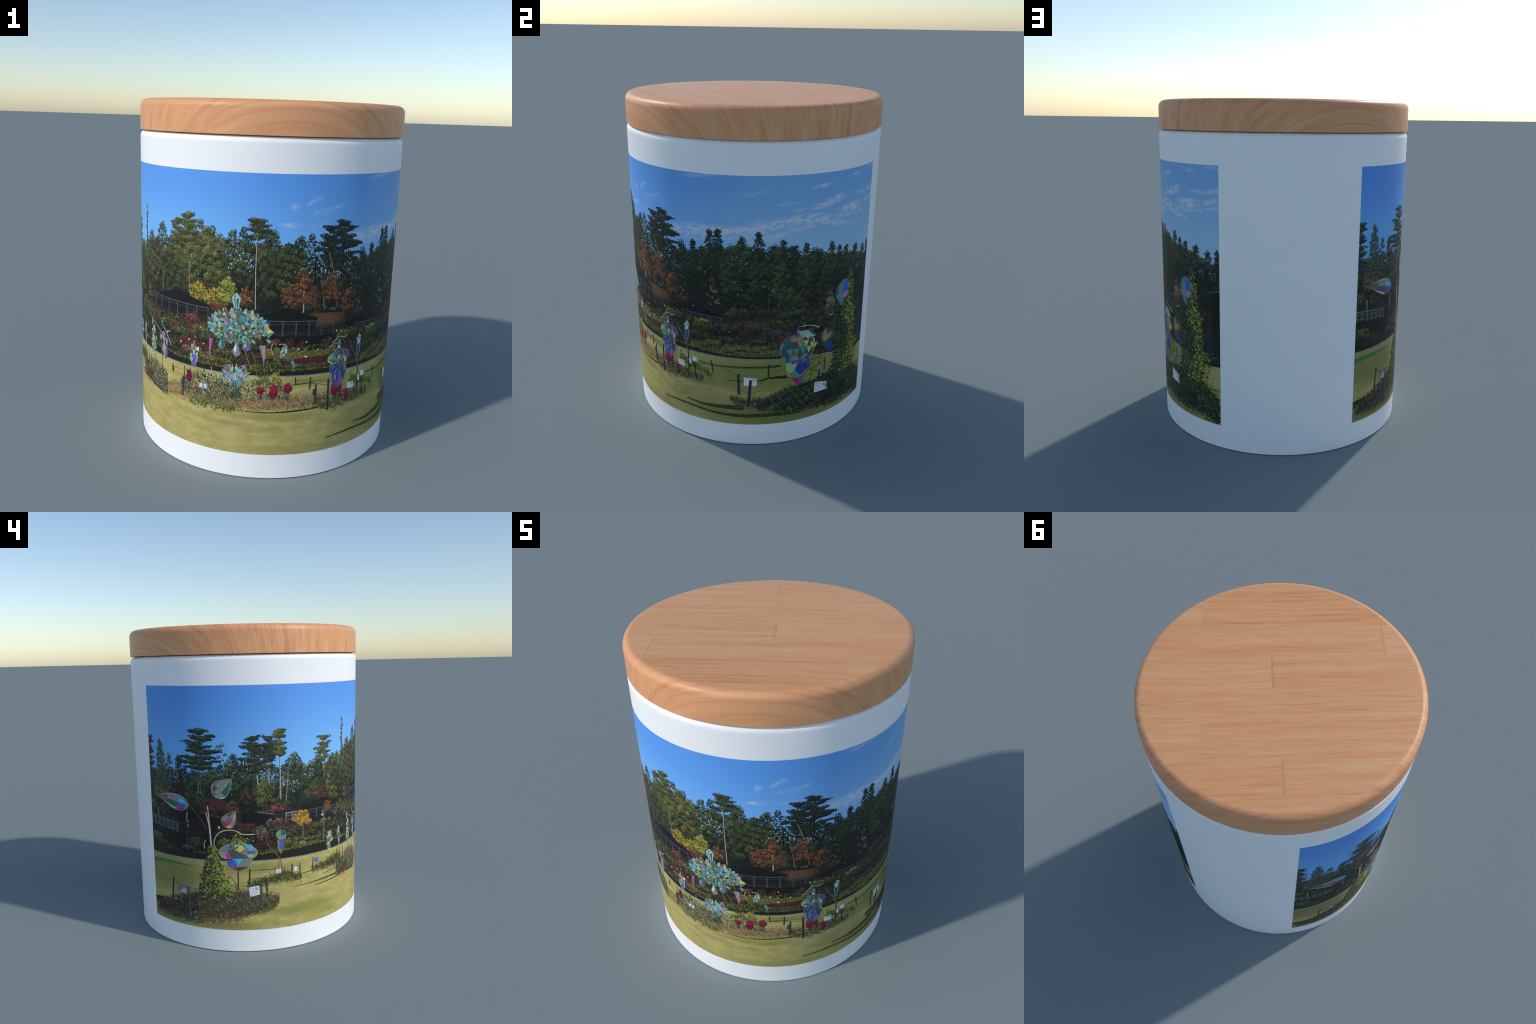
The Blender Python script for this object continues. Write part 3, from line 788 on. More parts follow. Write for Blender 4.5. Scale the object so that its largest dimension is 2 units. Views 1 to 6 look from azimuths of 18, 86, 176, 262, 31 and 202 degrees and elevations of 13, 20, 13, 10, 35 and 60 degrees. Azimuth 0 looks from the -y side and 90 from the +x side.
hedge_mat = band_material("hedge", [(0.36, (12, 15, 13)), (0.52, (26, 31, 20)), (0.66, (50, 54, 30)), (0.8, (82, 80, 44))], 1.4, 160.0, 0.7)
ribbon("printed_hedge", 24, [(-66, .596), (-25, .592), (25, .593), (112, .578)], [(-66, .66), (-45, .645), (-25, .640), (-2, .632), (24, .630), (57, .630), (70, .615), (92, .602), (112, .60)], hedge_mat, photo)
ribbon("printed_hedge", 24, [(-150, .580), (-118, .586), (-66, .592)], [(-150, .60), (-140, .615), (-126, .628), (-112, .625), (-97, .63), (-84, .640), (-66, .655)], hedge_mat, photo)
crest = Print("printed_hedge_top_light", 25, True)
a = RNG.uniform(-100, 112, 1500)
top = np.interp(a, [-100, -84, -66, -45, -25, -2, 24, 57, 70, 92, 112], [.63, .64, .658, .645, .640, .632, .630, .630, .615, .602, .60])
crest.dabs(a * K, top + RNG.normal(0, .004, 1500), 0.007, ["moss", "olive", "olive", "sun_olive"], 1.8, 0.0)  # pale dabs drawn where sunlight catches the hedge top
crest.build(photo)

for seed_pal, tone, dens in (("shrub", -.05, .5), ("shrub_brown", -.02, .45), ("heath", .02, .35), ("shrub_lit", -.18, .2)):
    for a0, a1, lo, hi in ((-148, -132, .60, .66), (-112, -84, .64, .80), (-84, -48, .66, .80), (-48, -4, .64, .86), (-4, 16, .64, .80), (16, 46, .64, .75), (46, 60, .64, .83), (60, 100, .63, .82), (100, 140, .62, .86)):
        UNDER.append((a0, a1, lo, hi, seed_pal, tone, dens))
TERRACE = [(17, 46, .690, .752, "straw"), (22, 44, .648, .664, "straw"), (60, 104, .606, .672, "straw"), (-84, -62, .655, .672, "straw"), (-10, 4, .655, .70, "straw")]
# white lamps and little blossoms among the shrubs
dots = Print("printed_blossom", 26, True)
for az, z in ((-19, .72), (-15, .742), (-27, .742), (-26, .755), (-8, .735), (-5, .70), (38, .735), (33, .78), (46, .83), (30, .745), (-125.5, .795), (-55, .79), (62, .885), (-60, .80), (33, .70), (17, .70), (-12, .765), (-31, .79), (78, .75), (-30, .81)):
    dots.dabs(np.full(3, az * K) + RNG.normal(0, .002, 3), np.full(3, z) + RNG.normal(0, .002, 3), 0.007, ["sign_white", "pale_wood"], 1.0)
dots.build(photo)

lamps = Print("printed_lamp_post", 27)
lamps.curve([(-59.0, .650), (-58.9, .80), (-59.0, .85), (-59.5, .858), (-60.0, .845), (-60.0, .83)], .0045, "pale_wood")
lamps.poly([(-60.7, .826), (-60.0, .836), (-59.3, .826), (-60.0, .820)], "sign_white")
lamps.stroke([(-126.2, .84), (-126.3, .63)], .0045, "grey_wood")
lamps.stroke([(-144.2, .89), (-144.0, .825)], .008, "pale_green", .006)
lamps.stroke([(-110.3, .792), (-110.3, .805)], .010, "sign_white")
lamps.build(photo)

# ------------------------------------------------------------------ lawn
lawn = band_material("lawn", [(0.34, (106, 98, 50)), (0.44, (156, 146, 82)), (0.53, (192, 178, 108)), (0.64, (234, 220, 158))], 4.4, 330.0, 0.8, (0.12, 26.0, 0.17),
                     extra=[(98, 46, .48, .15, (112, 120, 52), .9), (105, 46, .22, .13, (100, 106, 46), .9), (62, 16, .28, .10, (140, 134, 70), .5), (62, 12, .42, .05, (96, 116, 44), .5), (-140, 28, .47, .15, (112, 114, 58), .9), (-142, 20, .20, .08, (86, 92, 44), .85),
                            (-70, 22, .25, .04, (112, 124, 46), .75), (-60, 10, .20, .03, (122, 130, 52), .6), (24, 20, .36, .03, (122, 122, 50), .6), (30, 26, .17, .03, (128, 124, 58), .5), (-95, 24, .54, .035, (116, 122, 56), .7), (-110, 20, .17, .03, (110, 114, 52), .7), (2, 12, .315, .018, (150, 122, 98), .6), (35, 14, .56, .03, (128, 130, 62), .6)])
LAWN_TOP = [(-150, .583), (-131, .586), (-60, .590), (-25, .594), (25, .596), (60, .594), (100, .578), (116, .566), (130, .545), (139, .512), (150, .497)]
ribbon("printed_lawn", 28, [(AZ0, Z0), (AZ1, Z0)], LAWN_TOP, lawn, photo, 0.4)
path = Print("printed_path", 30)
path.stroke([(-150, .580)] + LAWN_TOP[1:8], .0065, "path_grey")
path.stroke([(-150, .566), (-136, .562), (-118, .576)], .004, "path_pink", .003)
path.build(photo)

lines = Print("printed_lawn_stripe", 30)
for az0, az1, lo0, lo1, hi0, hi1, c in ((-150, -123, .512, .533, .542, .536, "mat_green"),):
    for i in range(18):
        t0, t1 = i / 18, (i + 1) / 18
        sag = lambda t: .012 * math.sin(math.pi * t)
        g0, g1 = az0 + (az1 - az0) * t0, az0 + (az1 - az0) * t1
        lines.poly([(g0, lo0 + (lo1 - lo0) * t0 + sag(t0) * .9), (g1, lo0 + (lo1 - lo0) * t1 + sag(t1) * .9), (g1, hi0 + (hi1 - hi0) * t1 + sag(t1)), (g0, hi0 + (hi1 - hi0) * t0 + sag(t0))], c)
lines.stroke([(68.1, .364), (72.8, .358)], .004, "lime")
lines.build(photo)

# shadows that lie on the lawn in the photograph
cast = Print("printed_tree_shadow", 31)
for pts, w0, w1, c in (([(43.5, .212), (52, .222), (60, .222), (72, .207), (84, .202), (96, .207), (110, .205)], .006, .032, "lawn_shade"), ([(57.5, .262), (66, .252), (74, .254), (84, .26)], .006, .038, "lawn_shade"), ([(64, .538), (71, .527), (82, .531), (100, .533)], .006, .010, "lawn_shade"), ([(68, .53), (82, .523), (98, .526)], .003, .004, "lawn_shade"),
                       ([(75.5, .438), (86, .440), (92, .442)], .003, .007, "lawn_shade"), ([(91, .442), (96, .458), (104, .454)], .008, .022, "deep_shade"), ([(7, .392), (19, .389), (35, .400), (42, .412)], .004, .012, "deep_shade"), ([(-76.5, .398), (-65.6, .404), (-54.5, .409), (-46, .412)], .003, .012, "lawn_shade"), ([(-65, .379), (-58, .382), (-50, .388), (-45, .40)], .003, .010, "lawn_shade"),
                       ([(-74, .473), (-66, .482)], .003, .006, "lawn_shade"), ([(-150, .25), (-144, .262), (-138, .27)], .052, .040, "deep_shade"), ([(-47, .42), (-42, .40), (-34, .385), (-29, .38)], .010, .016, "deep_shade"), ([(-92, .53), (-82, .527)], .003, .004, "lawn_shade"), ([(130, .53), (139, .500), (146, .508), (150, .512)], .010, .020, "deep_shade"), ([(-60, .44), (-50, .45)], .003, .006, "lawn_shade"),
                       ([(60, .24), (74, .225), (84, .22)], .002, .003, "lawn_shade"), ([(28, .545), (37, .553)], .005, .005, "lawn_shade")):
    cast.curve(pts, w0, c, w1)
cast.build(photo)

# grass blades and soft tufts give the lawn its tooth
tuft = Print("printed_lawn_grain", 32, True)
n = 15000
a, z = RNG.uniform(-150, 150, n), Z0 + (0.585 - Z0) * RNG.random(n) ** 1.5
shade = np.interp(a, [-150, -115, -85, -30, 20, 55, 80, 150], [.30, .42, .60, .72, .62, .48, .30, .26])  # grain tone by azimuth, lightened over the sunny stretch of lawn
tuft.dabs(a * K, z, 0.0036, ["olive", "sun_olive", "straw_olive", "straw_olive", "wheat", "wheat"], 2.6, 0.0, np.clip(shade + RNG.normal(0, .22, n), 0, .999))
tuft.build(photo)


# ------------------------------------------------------------------ flower beds
def bed(az0, az1, low, high, pal, layer, size=0.0056, density=2.6, tone=0.0, upright=True, name="printed_flower_bed"):
    """Grasses and leaves between two lines of control points."""
    pr = Print(name, layer, True)
    low, high = np.array(low, float), np.array(high, float)
    grid = np.linspace(az0, az1, 200)
    area = np.trapz(np.maximum(0.004, np.interp(grid, *high.T) - np.interp(grid, *low.T)), grid * K)
    n = int(density * area / size ** 2)
    a = RNG.uniform(az0, az1, n)
    lo, hi = np.interp(a, *low.T), np.interp(a, *high.T)
    t = RNG.random(n)
    z = lo + (hi - lo) * t + RNG.normal(0, .010 if upright else .006, n)
    flick = np.sin(a * 1.1) * np.sin(z * 90 + a * .6)
    if layer == 34:                                  # solid ground under the plants
        edges = np.linspace(az0 + .5, az1 - .5, max(2, int((az1 - az0) / 1.2)))
        for e0, e1 in zip(edges[:-1], edges[1:]):
            b0, b1, t0, t1 = (float(np.interp(e, *line.T)) for line in (low, high) for e in (e0, e1))
            if min(t0 - b0, t1 - b1) > .02:
                pr.poly([(e0, b0 + .008), (e1, b1 + .008), (e1, t1 - .009), (e0, t0 - .009)], PAL[pal][2])
    pick = .45 + .12 * (t - .5) + .17 * flick + tone + RNG.normal(0, .17, n)
    pr.dabs(a * K, z, size, PAL[pal], 1.9 if upright else 1.2, 1.57 if upright else None, np.clip(pick, 0, .999))
    return pr.build(photo)


for a0, a1, lo, hi, pal, tone, dens in UNDER:
    bed(a0, a1, [(a0, lo), (a1, lo)], [(a0, hi), (a1, hi)], pal, 18, 0.0068, dens, tone, False, "printed_undergrowth")
for a0, a1, lo, hi, pal in TERRACE:
    bed(a0, a1, [(a0, lo + .006), ((a0 + a1) / 2, lo), (a1, lo + .006)], [(a0, hi - .008), ((a0 + a1) / 2, hi), (a1, hi - .008)], pal, 21, 0.0062, 1.6, .05, False, "printed_terrace")
# left bed round the vine column
bed(-148.5, -83.5, [(-149, .205), (-140, .178), (-126, .172), (-116, .192), (-105, .212), (-94, .250), (-86, .275), (-83, .33)], [(-149, .225), (-142, .28), (-131, .342), (-120, .385), (-104, .405), (-94, .385), (-86, .365), (-83, .345)], "heath", 34, tone=.06)
bed(-147, -122, [(-147, .215), (-138, .205), (-128, .22), (-122, .26)], [(-147, .25), (-138, .30), (-130, .34), (-122, .37)], "shrub_brown", 35, tone=-.12)  # darkened layer painting the shadow across the left part of this bed
bed(-124, -100, [(-124, .17), (-112, .186), (-100, .21)], [(-124, .205), (-112, .225), (-100, .24)], "dry", 36, 0.006, 1.3, -.2)
bed(-112, -88, [(-112, .26), (-88, .29)], [(-112, .38), (-100, .40), (-88, .37)], "greybush", 36, 0.006, 1.0, .05)
bed(-98, -72, [(-98, .432), (-88, .445), (-72, .452)], [(-98, .442), (-90, .475), (-82, .52), (-77, .505), (-72, .458)], "heath", 34, tone=.02)
bed(-98, -72, [(-98, .430), (-72, .450)], [(-98, .445), (-88, .468), (-72, .462)], "green_strip", 35, tone=-.1)
bed(-66.5, -46, [(-66.5, .482), (-46, .468)], [(-66.5, .49), (-58, .53), (-50, .55), (-46, .53)], "shrub_lit", 34)
bed(-50, -27, [(-50, .41), (-43, .40), (-31, .38), (-27, .375)], [(-50, .47), (-44, .51), (-36, .54), (-27, .50)], "greybush", 35, tone=-.05)
bed(-47, -38, [(-47, .395), (-38, .395)], [(-47, .44), (-38, .45)], "rusty", 36, tone=0)
# long centre bed
bed(-30, 45, [(-30, .378), (-17, .398), (-10, .388), (0, .388), (11, .402), (24, .412), (38, .426), (45, .40)], [(-30, .44), (-20, .48), (-12, .50), (5, .47), (24, .49), (38, .47), (45, .47)], "dry", 34, tone=-.05)
bed(-19, 8, [(-19, .45), (-10, .435), (8, .45)], [(-19, .50), (-14, .56), (-8, .585), (-3, .575), (2, .545), (8, .53)], "greybush", 36, 0.007, 1.9)
bed(-14, 6, [(-14, .392), (-5, .386), (6, .392)], [(-14, .425), (-5, .432), (2, .42), (6, .402)], "green_strip", 37, 0.007, 1.9)
bed(5, 27, [(5, .46), (16, .455), (27, .47)], [(5, .54), (14, .575), (20, .585), (24, .53), (27, .50)], "greybush", 36, 0.007, 1.1, .08)
bed(14, 24, [(14, .54), (24, .53)], [(14, .60), (18, .655), (22, .63), (24, .56)], "limey", 37, 0.007, .9, -.1)
bed(20, 23, [(20, .55), (23, .55)], [(20, .60), (23, .64)], "yellow", 38, 0.007, 1.0, .1, False)
bed(37, 66, [(37, .425), (44, .378), (54, .398), (66, .416)], [(37, .45), (44, .46), (54, .46), (66, .44)], "heath", 35, tone=.08)
bed(47, 60, [(47, .40), (60, .44)], [(47, .47), (54, .50), (60, .53)], "shrub_lit", 36, 0.007, 1.2)
bed(54, 70, [(54, .50), (70, .445)], [(54, .565), (60, .54), (70, .47)], "green_strip", 34, 0.007, 1.0)
# right bed
RB_LOW = [(78, .315), (86, .258), (92, .246), (105, .206), (117, .198), (133, .170), (142, .185), (150, .165)]
bed(78, 93, RB_LOW, [(78, .325), (84, .32), (90, .32), (93, .32)], "heath", 34)
bed(90, 150, RB_LOW, [(90, .30), (96, .34), (103, .385), (112, .40), (122, .42), (132, .45), (140, .40), (150, .30)], "shrub", 34, 0.008, 1.8, -.05, False)
bed(95, 120, [(95, .25), (106, .235), (120, .25)], [(95, .33), (104, .37), (120, .36)], "greybush", 35, 0.008, .8, -.1, False)
bed(92, 150, [(92, .242), (105, .203), (117, .195), (133, .168), (150, .15)], [(92, .262), (105, .232), (117, .225), (133, .21), (150, .205)], "heath", 36, 0.007, 1.0, .06)
bed(137, 150, [(137, .24), (150, .20)], [(137, .36), (143, .40), (150, .36)], "limey", 35, 0.007, .8, -.15)
bed(142, 150, [(142, .15), (150, .145)], [(142, .19), (150, .20)], "dark", 37, 0.008, 1.4)
# red mounds
for az, z, hw, hh in ((15.8, .511, 1.6, .024), (20.9, .509, 2.0, .044), (26.4, .527, 1.9, .032), (46.6, .495, 2.2, .05), (49, .50, 1.4, .035), (52.9, .445, 1.3, .045), (-14.6, .535, 1.6, .040)):
    pr = Print("printed_red_mound", 39)
    clump(pr, az * K, z, hw * K * .82, hh * .88, "kochia", 0.0065, 6.0, .05 if az > 0 else -.3, 1.8, 1.57)
    pr.build(photo)
# dark structure at the right edge
wall = Print("printed_pavilion", 31)
wall.poly([(138.5, .72), (150, .735), (150, .555), (138.5, .548)], "shade_wood")
wall.poly([(146.5, .94), (150, .95), (150, .56), (146.5, .56)], "soot")
wall.stroke([(145, .935), (145.4, .565)], .012, "shade_wood")
wall.stroke([(144.6, .935), (150, .955)], .010, "grey_wood")
for i in range(7):
    wall.stroke([(139 + i * 1.6, .555), (140.5 + i * 1.4, .70)], .002, "post")
wall.stroke([(139, .548), (150, .556)], .004, "grey_wood")
wall.build(photo)


# ------------------------------------------------------------------ posts, ropes, signs
def post(az0, z_top, az1, z_bottom, w=0.010, colour="post", light=None, layer=40):
    pr = Print("printed_post", layer)
    pr.stroke([(az1, z_bottom), (az0, z_top)], w, colour)
    if light:
        pr.stroke([(az1 + w * .2 / K, z_bottom + .004), (az0 + w * .2 / K, z_top - .004)], w * .45, light)
    pr.build(photo)


for p in ((-135.4, .443, -136.5, .303, .013), (-126.6, .401, -126.4, .192, .016, "post", "post_light"), (-96.8, .537, -97.2, .437, .009), (-91.7, .452, -91.7, .317, .013, "post", "post_light"), (-89.8, .476, -89.1, .388, .011), (-77.1, .547, -77.0, .472, .008), (-73, .544, -72.7, .452, .009, "post", "post_light"), (-65.6, .563, -66.3, .488, .007),
          (-102.1, .52, -102.3, .405, .008, "bark_brown"), (-30.7, .53, -30.6, .381, .009, "post", "post_light"), (-23.6, .575, -23.5, .52, .006), (-23.6, .56, -23.5, .532, .013, "soot"), (-17.1, .582, -17.2, .52, .006), (-17.4, .52, -17.9, .408, .010), (-15.9, .575, -15.9, .55, .005), (29.2, .587, 29.5, .545, .007), (35.5, .583, 35.3, .512, .008), (38, .537, 38.1, .430, .010), (37.2, .512, 37.2, .475, .012, "shade_wood", "grey_wood"),
          (43.5, .560, 43.8, .380, .012), (58.7, .60, 59, .455, .008), (61.6, .535, 62.6, .412, .010), (69.7, .557, 70.8, .474, .008), (81.8, .485, 81.9, .347, .015), (87, .446, 86.1, .265, .017, "post", None, 46), (94.7, .548, 94.6, .462, .010), (118.5, .471, 118.6, .398, .011), (121.2, .530, 121.5, .440, .008), (-49, .575, -49.2, .50, .006), (-46.4, .56, -46.6, .46, .006), (-43.5, .57, -43.7, .48, .007, "soot"), (-40.5, .56, -40.6, .44, .006), (-36, .56, -36, .43, .006, "twig")):
    post(*p)

ropes = Print("printed_rope", 41)
for pts in ([(-135, .42), (-131, .405), (-126.6, .395), (-119, .395)], [(-96.8, .525), (-90, .528), (-84, .53)], [(-96.8, .475), (-90, .478)], [(-77, .53), (-73, .532)], [(81.8, .455), (84, .425), (87, .42), (92, .428)], [(81.8, .40), (84, .375), (86.6, .36), (92, .375)], [(29.2, .57), (35.4, .566), (43, .545)], [(29.3, .555), (35.4, .55), (43, .525)],
            [(61.8, .505), (69.8, .535), (78, .50), (81.8, .46)], [(94.7, .535), (100, .54)], [(94.7, .50), (100, .50)], [(-17, .56), (-23.5, .555)], [(-135.5, .35), (-133, .31), (-127, .30)], [(-91.7, .43), (-102, .425), (-106, .428)]):
    ropes.curve(pts, .0022, "rope")
ropes.build(photo)


def sign(corners, lettering=True, ring=True, base="sign_white"):
    """Notice board: corners bottom-left, bottom-right, top-right, top-left."""
    pr = Print("printed_sign", 43)
    pr.poly(corners, base)
    bl, br, tr, tl = (np.array(c, float) for c in corners)
    at = lambda u, v: tuple((bl * (1 - u) + br * u) * (1 - v) + (tl * (1 - u) + tr * u) * v)
    if lettering:
        for u, v in ((.14, .78), (.38, .80), (.26, .58)):
            pr.stroke([at(u - .03, v - .05), at(u + .05, v + .05)], .0030, "sign_ink")
            pr.stroke([at(u - .03, v + .04), at(u + .06, v - .02)], .0022, "sign_ink")
        for k, v in enumerate((.36, .26, .16)):
            for u in np.arange(.10, .88, .12):
                if RNG.random() < .8:
                    pr.stroke([at(u, v), at(u + .08, v)], .0014, "pale_wood")
    if ring:
        pts = [at(.74 + .12 * math.cos(t), .72 + .17 * math.sin(t)) for t in np.linspace(0, 2 * math.pi, 17)]
        pr.stroke(pts, .0026, "sign_red")
        pr.stroke([at(.68, .83), at(.80, .61)], .0026, "sign_red")
        pr.stroke([at(.74, .64), at(.75, .80)], .0030, "sign_ink")
    return pr.build(photo)


sign([(-97, .359), (-92.5, .372), (-92.9, .430), (-97.4, .420)])
sign([(116.2, .306), (123.9, .301), (123.2, .358), (116.5, .378)])
sign([(84, .409), (89.6, .406), (89.6, .457), (84.1, .465)], False)
sign([(53, .477), (56.8, .474), (56.6, .513), (52.9, .511)], False)
sign([(-9.8, .479), (-5.8, .483), (-5.8, .518), (-9.8, .514)], False, False, "pale_wood")
for a in (-8.9, -6.9):
    pr = Print("printed_sign_panel", 45)
    pr.poly([(a - .6, .489), (a + .6, .490), (a + .6, .510), (a - .6, .509)], "sign_white")
    pr.stroke([(a - .3, .505), (a + .3, .495)], .003, "sign_ink")
    pr.build(photo)
sign([(60.8, .526), (63, .525), (63.1, .554), (60.6, .556)], False, False)
sign([(59.1, .505), (60.2, .504), (60.1, .539), (59, .540)], False, False)
sign([(-84.6, .499), (-82.3, .501), (-82.3, .530), (-84.8, .526)], False, False)
sign([(-76, .500), (-74.6, .497), (-74.4, .524), (-75.9, .530)], False, False)
sign([(117.3, .455), (119.6, .455), (119.6, .485), (117.3, .485)], False, False, "pale_wood")
sign([(-64.9, .530), (-62.7, .528), (-62.7, .556), (-64.9, .557)], False, False, "flag_blue")
board = Print("printed_sign", 43)
board.poly([(-133.1, .362), (-128.2, .351), (-127.5, .407), (-132.2, .406)], "sign_grey")
board.poly([(-131.6, .358), (-128.2, .350), (-127.9, .382), (-129.4, .388)], "sign_white")
board.build(photo)
stones = Print("printed_stone", 42, True)
for az, z, s in ((89.5, .30, .026), (-124.0, .235, .026), (-134, .312, .024), (-131.5, .30, .02)):
    n = 40
    stones.dabs(az * K + RNG.normal(0, s * .42, n), z + RNG.normal(0, s * .42, n), 0.009, ["soot", "soot", "shade_wood", "grey_wood", "pale_wood"], 1.2)
stones.build(photo)

# ------------------------------------------------------------------ crystal sculptures
FILM = ["film_teal", "film_mint", "film_lime", "film_yellow", "film_cyan", "film_grey", "film_blue", "film_pink", "film_teal", "film_smoke"]


def gores(pr, a, b, profile, n, colours, cuts=(), seam="film_smoke", width=.0022, rim=None):
    """Faceted body of revolution seen from the side.  Axis a -> b (az, z); profile = half
    widths in metres at even steps; n lengthwise gores; cuts = profile steps where a new band
    of panels starts; colours holds one string per band naming its n films."""
    pa, pb = np.array([a[0] * K, a[1]]), np.array([b[0] * K, b[1]])
    ax = pb - pa
    nrm = np.array([-ax[1], ax[0]]) / np.linalg.norm(ax)
    m = len(profile) - 1
    edge = np.sin(np.linspace(-math.pi / 2, math.pi / 2, n + 1))
    P = lambda i, j: tuple((pa + ax * i / m + nrm * profile[i] * edge[j]) / np.array([K, 1]))
    films = [c.split() for c in colours]
    for j in range(n):
        for i in range(m):
            band = sum(i >= c for c in cuts)
            row = films[band % len(films)]
            pr.poly([P(i, j), P(i + 1, j), P(i + 1, j + 1), P(i, j + 1)], "film_" + row[j % len(row)])
    for j in range(1, n):
        pr.stroke([P(i, j) for i in range(m + 1)], width, seam)
    for i in cuts:
        pr.stroke([P(i, j) for j in range(n + 1)], width, seam)
    for j in (0, n):
        pr.stroke([P(i, j) for i in range(m + 1)], width * 1.3, rim or seam)


def shard_heap(pr, a, b, profile, count, size, films):
    """Irregular glittering shards that fill a body of revolution, axis a -> b."""
    pa, pb = np.array([a[0] * K, a[1]]), np.array([b[0] * K, b[1]])
    ax = pb - pa
    nrm = np.array([-ax[1], ax[0]]) / np.linalg.norm(ax)
    films = films.split()
    for k in range(count):
        t = RNG.random()
        half = np.interp(t * (len(profile) - 1), range(len(profile)), profile)
        p = pa + ax * t + nrm * half * RNG.uniform(-1, 1) * .8
        th, q = RNG.uniform(0, 6.283), RNG.uniform(.6, 1.2) * min(size, half * 1.1 + .003)
        pr.poly([((p[0] + q * math.cos(th + j * 2.1 + RNG.uniform(-.4, .4)) * .75) / K, p[1] + q * math.sin(th + j * 2.1 + RNG.uniform(-.4, .4))) for j in range(3)], "film_" + films[int(RNG.integers(len(films)))])


def crystal(name="printed_crystal", layer=47):
    return Print(name, layer)


TEAR = [0.002, .012, .021, .030, .037, .042, .044, .041, .032, .004]
scale = lambda prof, f: [v * f for v in prof]
# kite crystals on stalks, left
s = crystal()
gores(s, (-143.6, .970), (-124.8, .922), scale(TEAR, 1.12), 4, ["amber brown brown pink", "lime dark_teal grey pink", "crimson violet cyan grey", "grey grey cyan smoke"], (3, 6, 8), "film_smoke", .002, "film_pink")
s.build(photo)
s = crystal()
gores(s, (-104.0, 1.094), (-112.4, .995), scale(TEAR, 1.28), 5, ["violet grey grey dark_teal smoke", "grey smoke grey grey mint", "mint grey blue lime grey"], (6, 8), "film_smoke", .0022, "film_lime")
s.build(photo)
s = crystal()
gores(s, (-102.6, .902), (-107.6, .802), scale(TEAR, 1.05), 5, ["grey smoke grey lime violet", "grey grey magenta grey violet", "grey smoke crimson yellow lime"], (4, 7), "film_brown", .0022)
s.build(photo)
# curved stalks
stalks = Print("printed_stalk", 46)
for pts, w0, w1, c in (([(-113.6, .60), (-114.2, .70), (-114.6, .80), (-115.4, .93)], .010, .006, "steel"), ([(-114.2, .66), (-114.9, .80), (-116.4, .893)], .008, .006, "steel"), ([(-116, .78), (-119, .85), (-123, .91), (-125, .94)], .004, .003, "copper"), ([(-112.8, .67), (-112.6, .72), (-110.5, .763), (-107, .782), (-103, .780), (-99.5, .757), (-94.2, .756)], .006, .006, "steel"),
                       ([(-125.6, .885), (-126.2, .85), (-125.8, .825), (-125, .82)], .008, .006, "pale_green"), ([(-117.5, .66), (-117.6, .69), (-116.8, .715)], .006, .004, "steel"),
                       ([(-82.2, .50), (-82.6, .58), (-85.3, .635), (-88, .68), (-88.9, .73), (-87, .772), (-83, .787), (-79, .783), (-75.2, .748)], .0055, .004, "copper"), ([(-83.5, .50), (-83.6, .60), (-86, .65)], .004, .004, "copper"), ([(-102.8, .40), (-103.6, .45), (-107, .515)], .006, .003, "copper"),
                       ([(-42.5, .82), (-40, .775), (-35, .755), (-31, .715), (-29.6, .69)], .004, .005, "copper"), ([(-38, .77), (-33, .74), (-31, .70)], .004, .004, "steel"), ([(-31.2, .78), (-28, .74), (-24.6, .675)], .005, .005, "pale_twig"), ([(-31.8, .75), (-31, .60), (-30.6, .53)], .006, .006, "copper"), ([(-39, .79), (-39.3, .745)], .006, .009, "steel"), ([(-12.3, .745), (-12.3, .715)], .005, .006, "pale_twig"),
                       ([(16.3, .68), (17.2, .60), (16.2, .555)], .005, .004, "copper"), ([(11.5, .74), (13.4, .67), (14, .60)], .004, .004, "copper"), ([(9, .74), (11.2, .65), (11.6, .62)], .004, .003, "tan"), ([(-4.5, .62), (-3.6, .56)], .004, .003, "pale_twig"), ([(18.5, .80), (21.2, .77), (21.5, .735)], .004, .003, "tan"), ([(19.8, .775), (19.2, .75), (20.2, .715)], .004, .003, "steel"), ([(22.2, .773), (24, .775), (25.2, .763)], .004, .004, "steel"),
                       ([(44.3, .762), (45.5, .77), (47.5, .792), (50, .785), (52, .796)], .005, .004, "steel"), ([(42.8, .737), (45.4, .757), (46.6, .75)], .004, .003, "steel"), ([(49, .785), (50.4, .75), (50.6, .73)], .004, .004, "copper"), ([(52.8, .752), (55, .70), (57.2, .655), (58.6, .60)], .005, .006, "twig"), ([(51.6, .61), (52.4, .56), (51.2, .50)], .006, .005, "straw_olive"), ([(50.6, .60), (51, .53), (50.2, .49)], .005, .004, "straw_olive"),
                       ([(106.4, .765), (109, .745), (113, .742), (117.6, .738)], .005, .004, "copper"), ([(109.5, .768), (113, .768), (117.5, .742)], .004, .007, "steel"), ([(110.5, .742), (113.5, .735), (116, .69)], .006, .004, "twig"), ([(122.8, .80), (125.5, .80)], .007, .004, "steel"), ([(107.5, .77), (111, .772)], .004, .004, "steel"), ([(-55.5, .71), (-52.5, .715), (-50.5, .70)], .003, .003, "copper")):
    stalks.curve(pts, w0, c, w1)
stalks.build(photo)

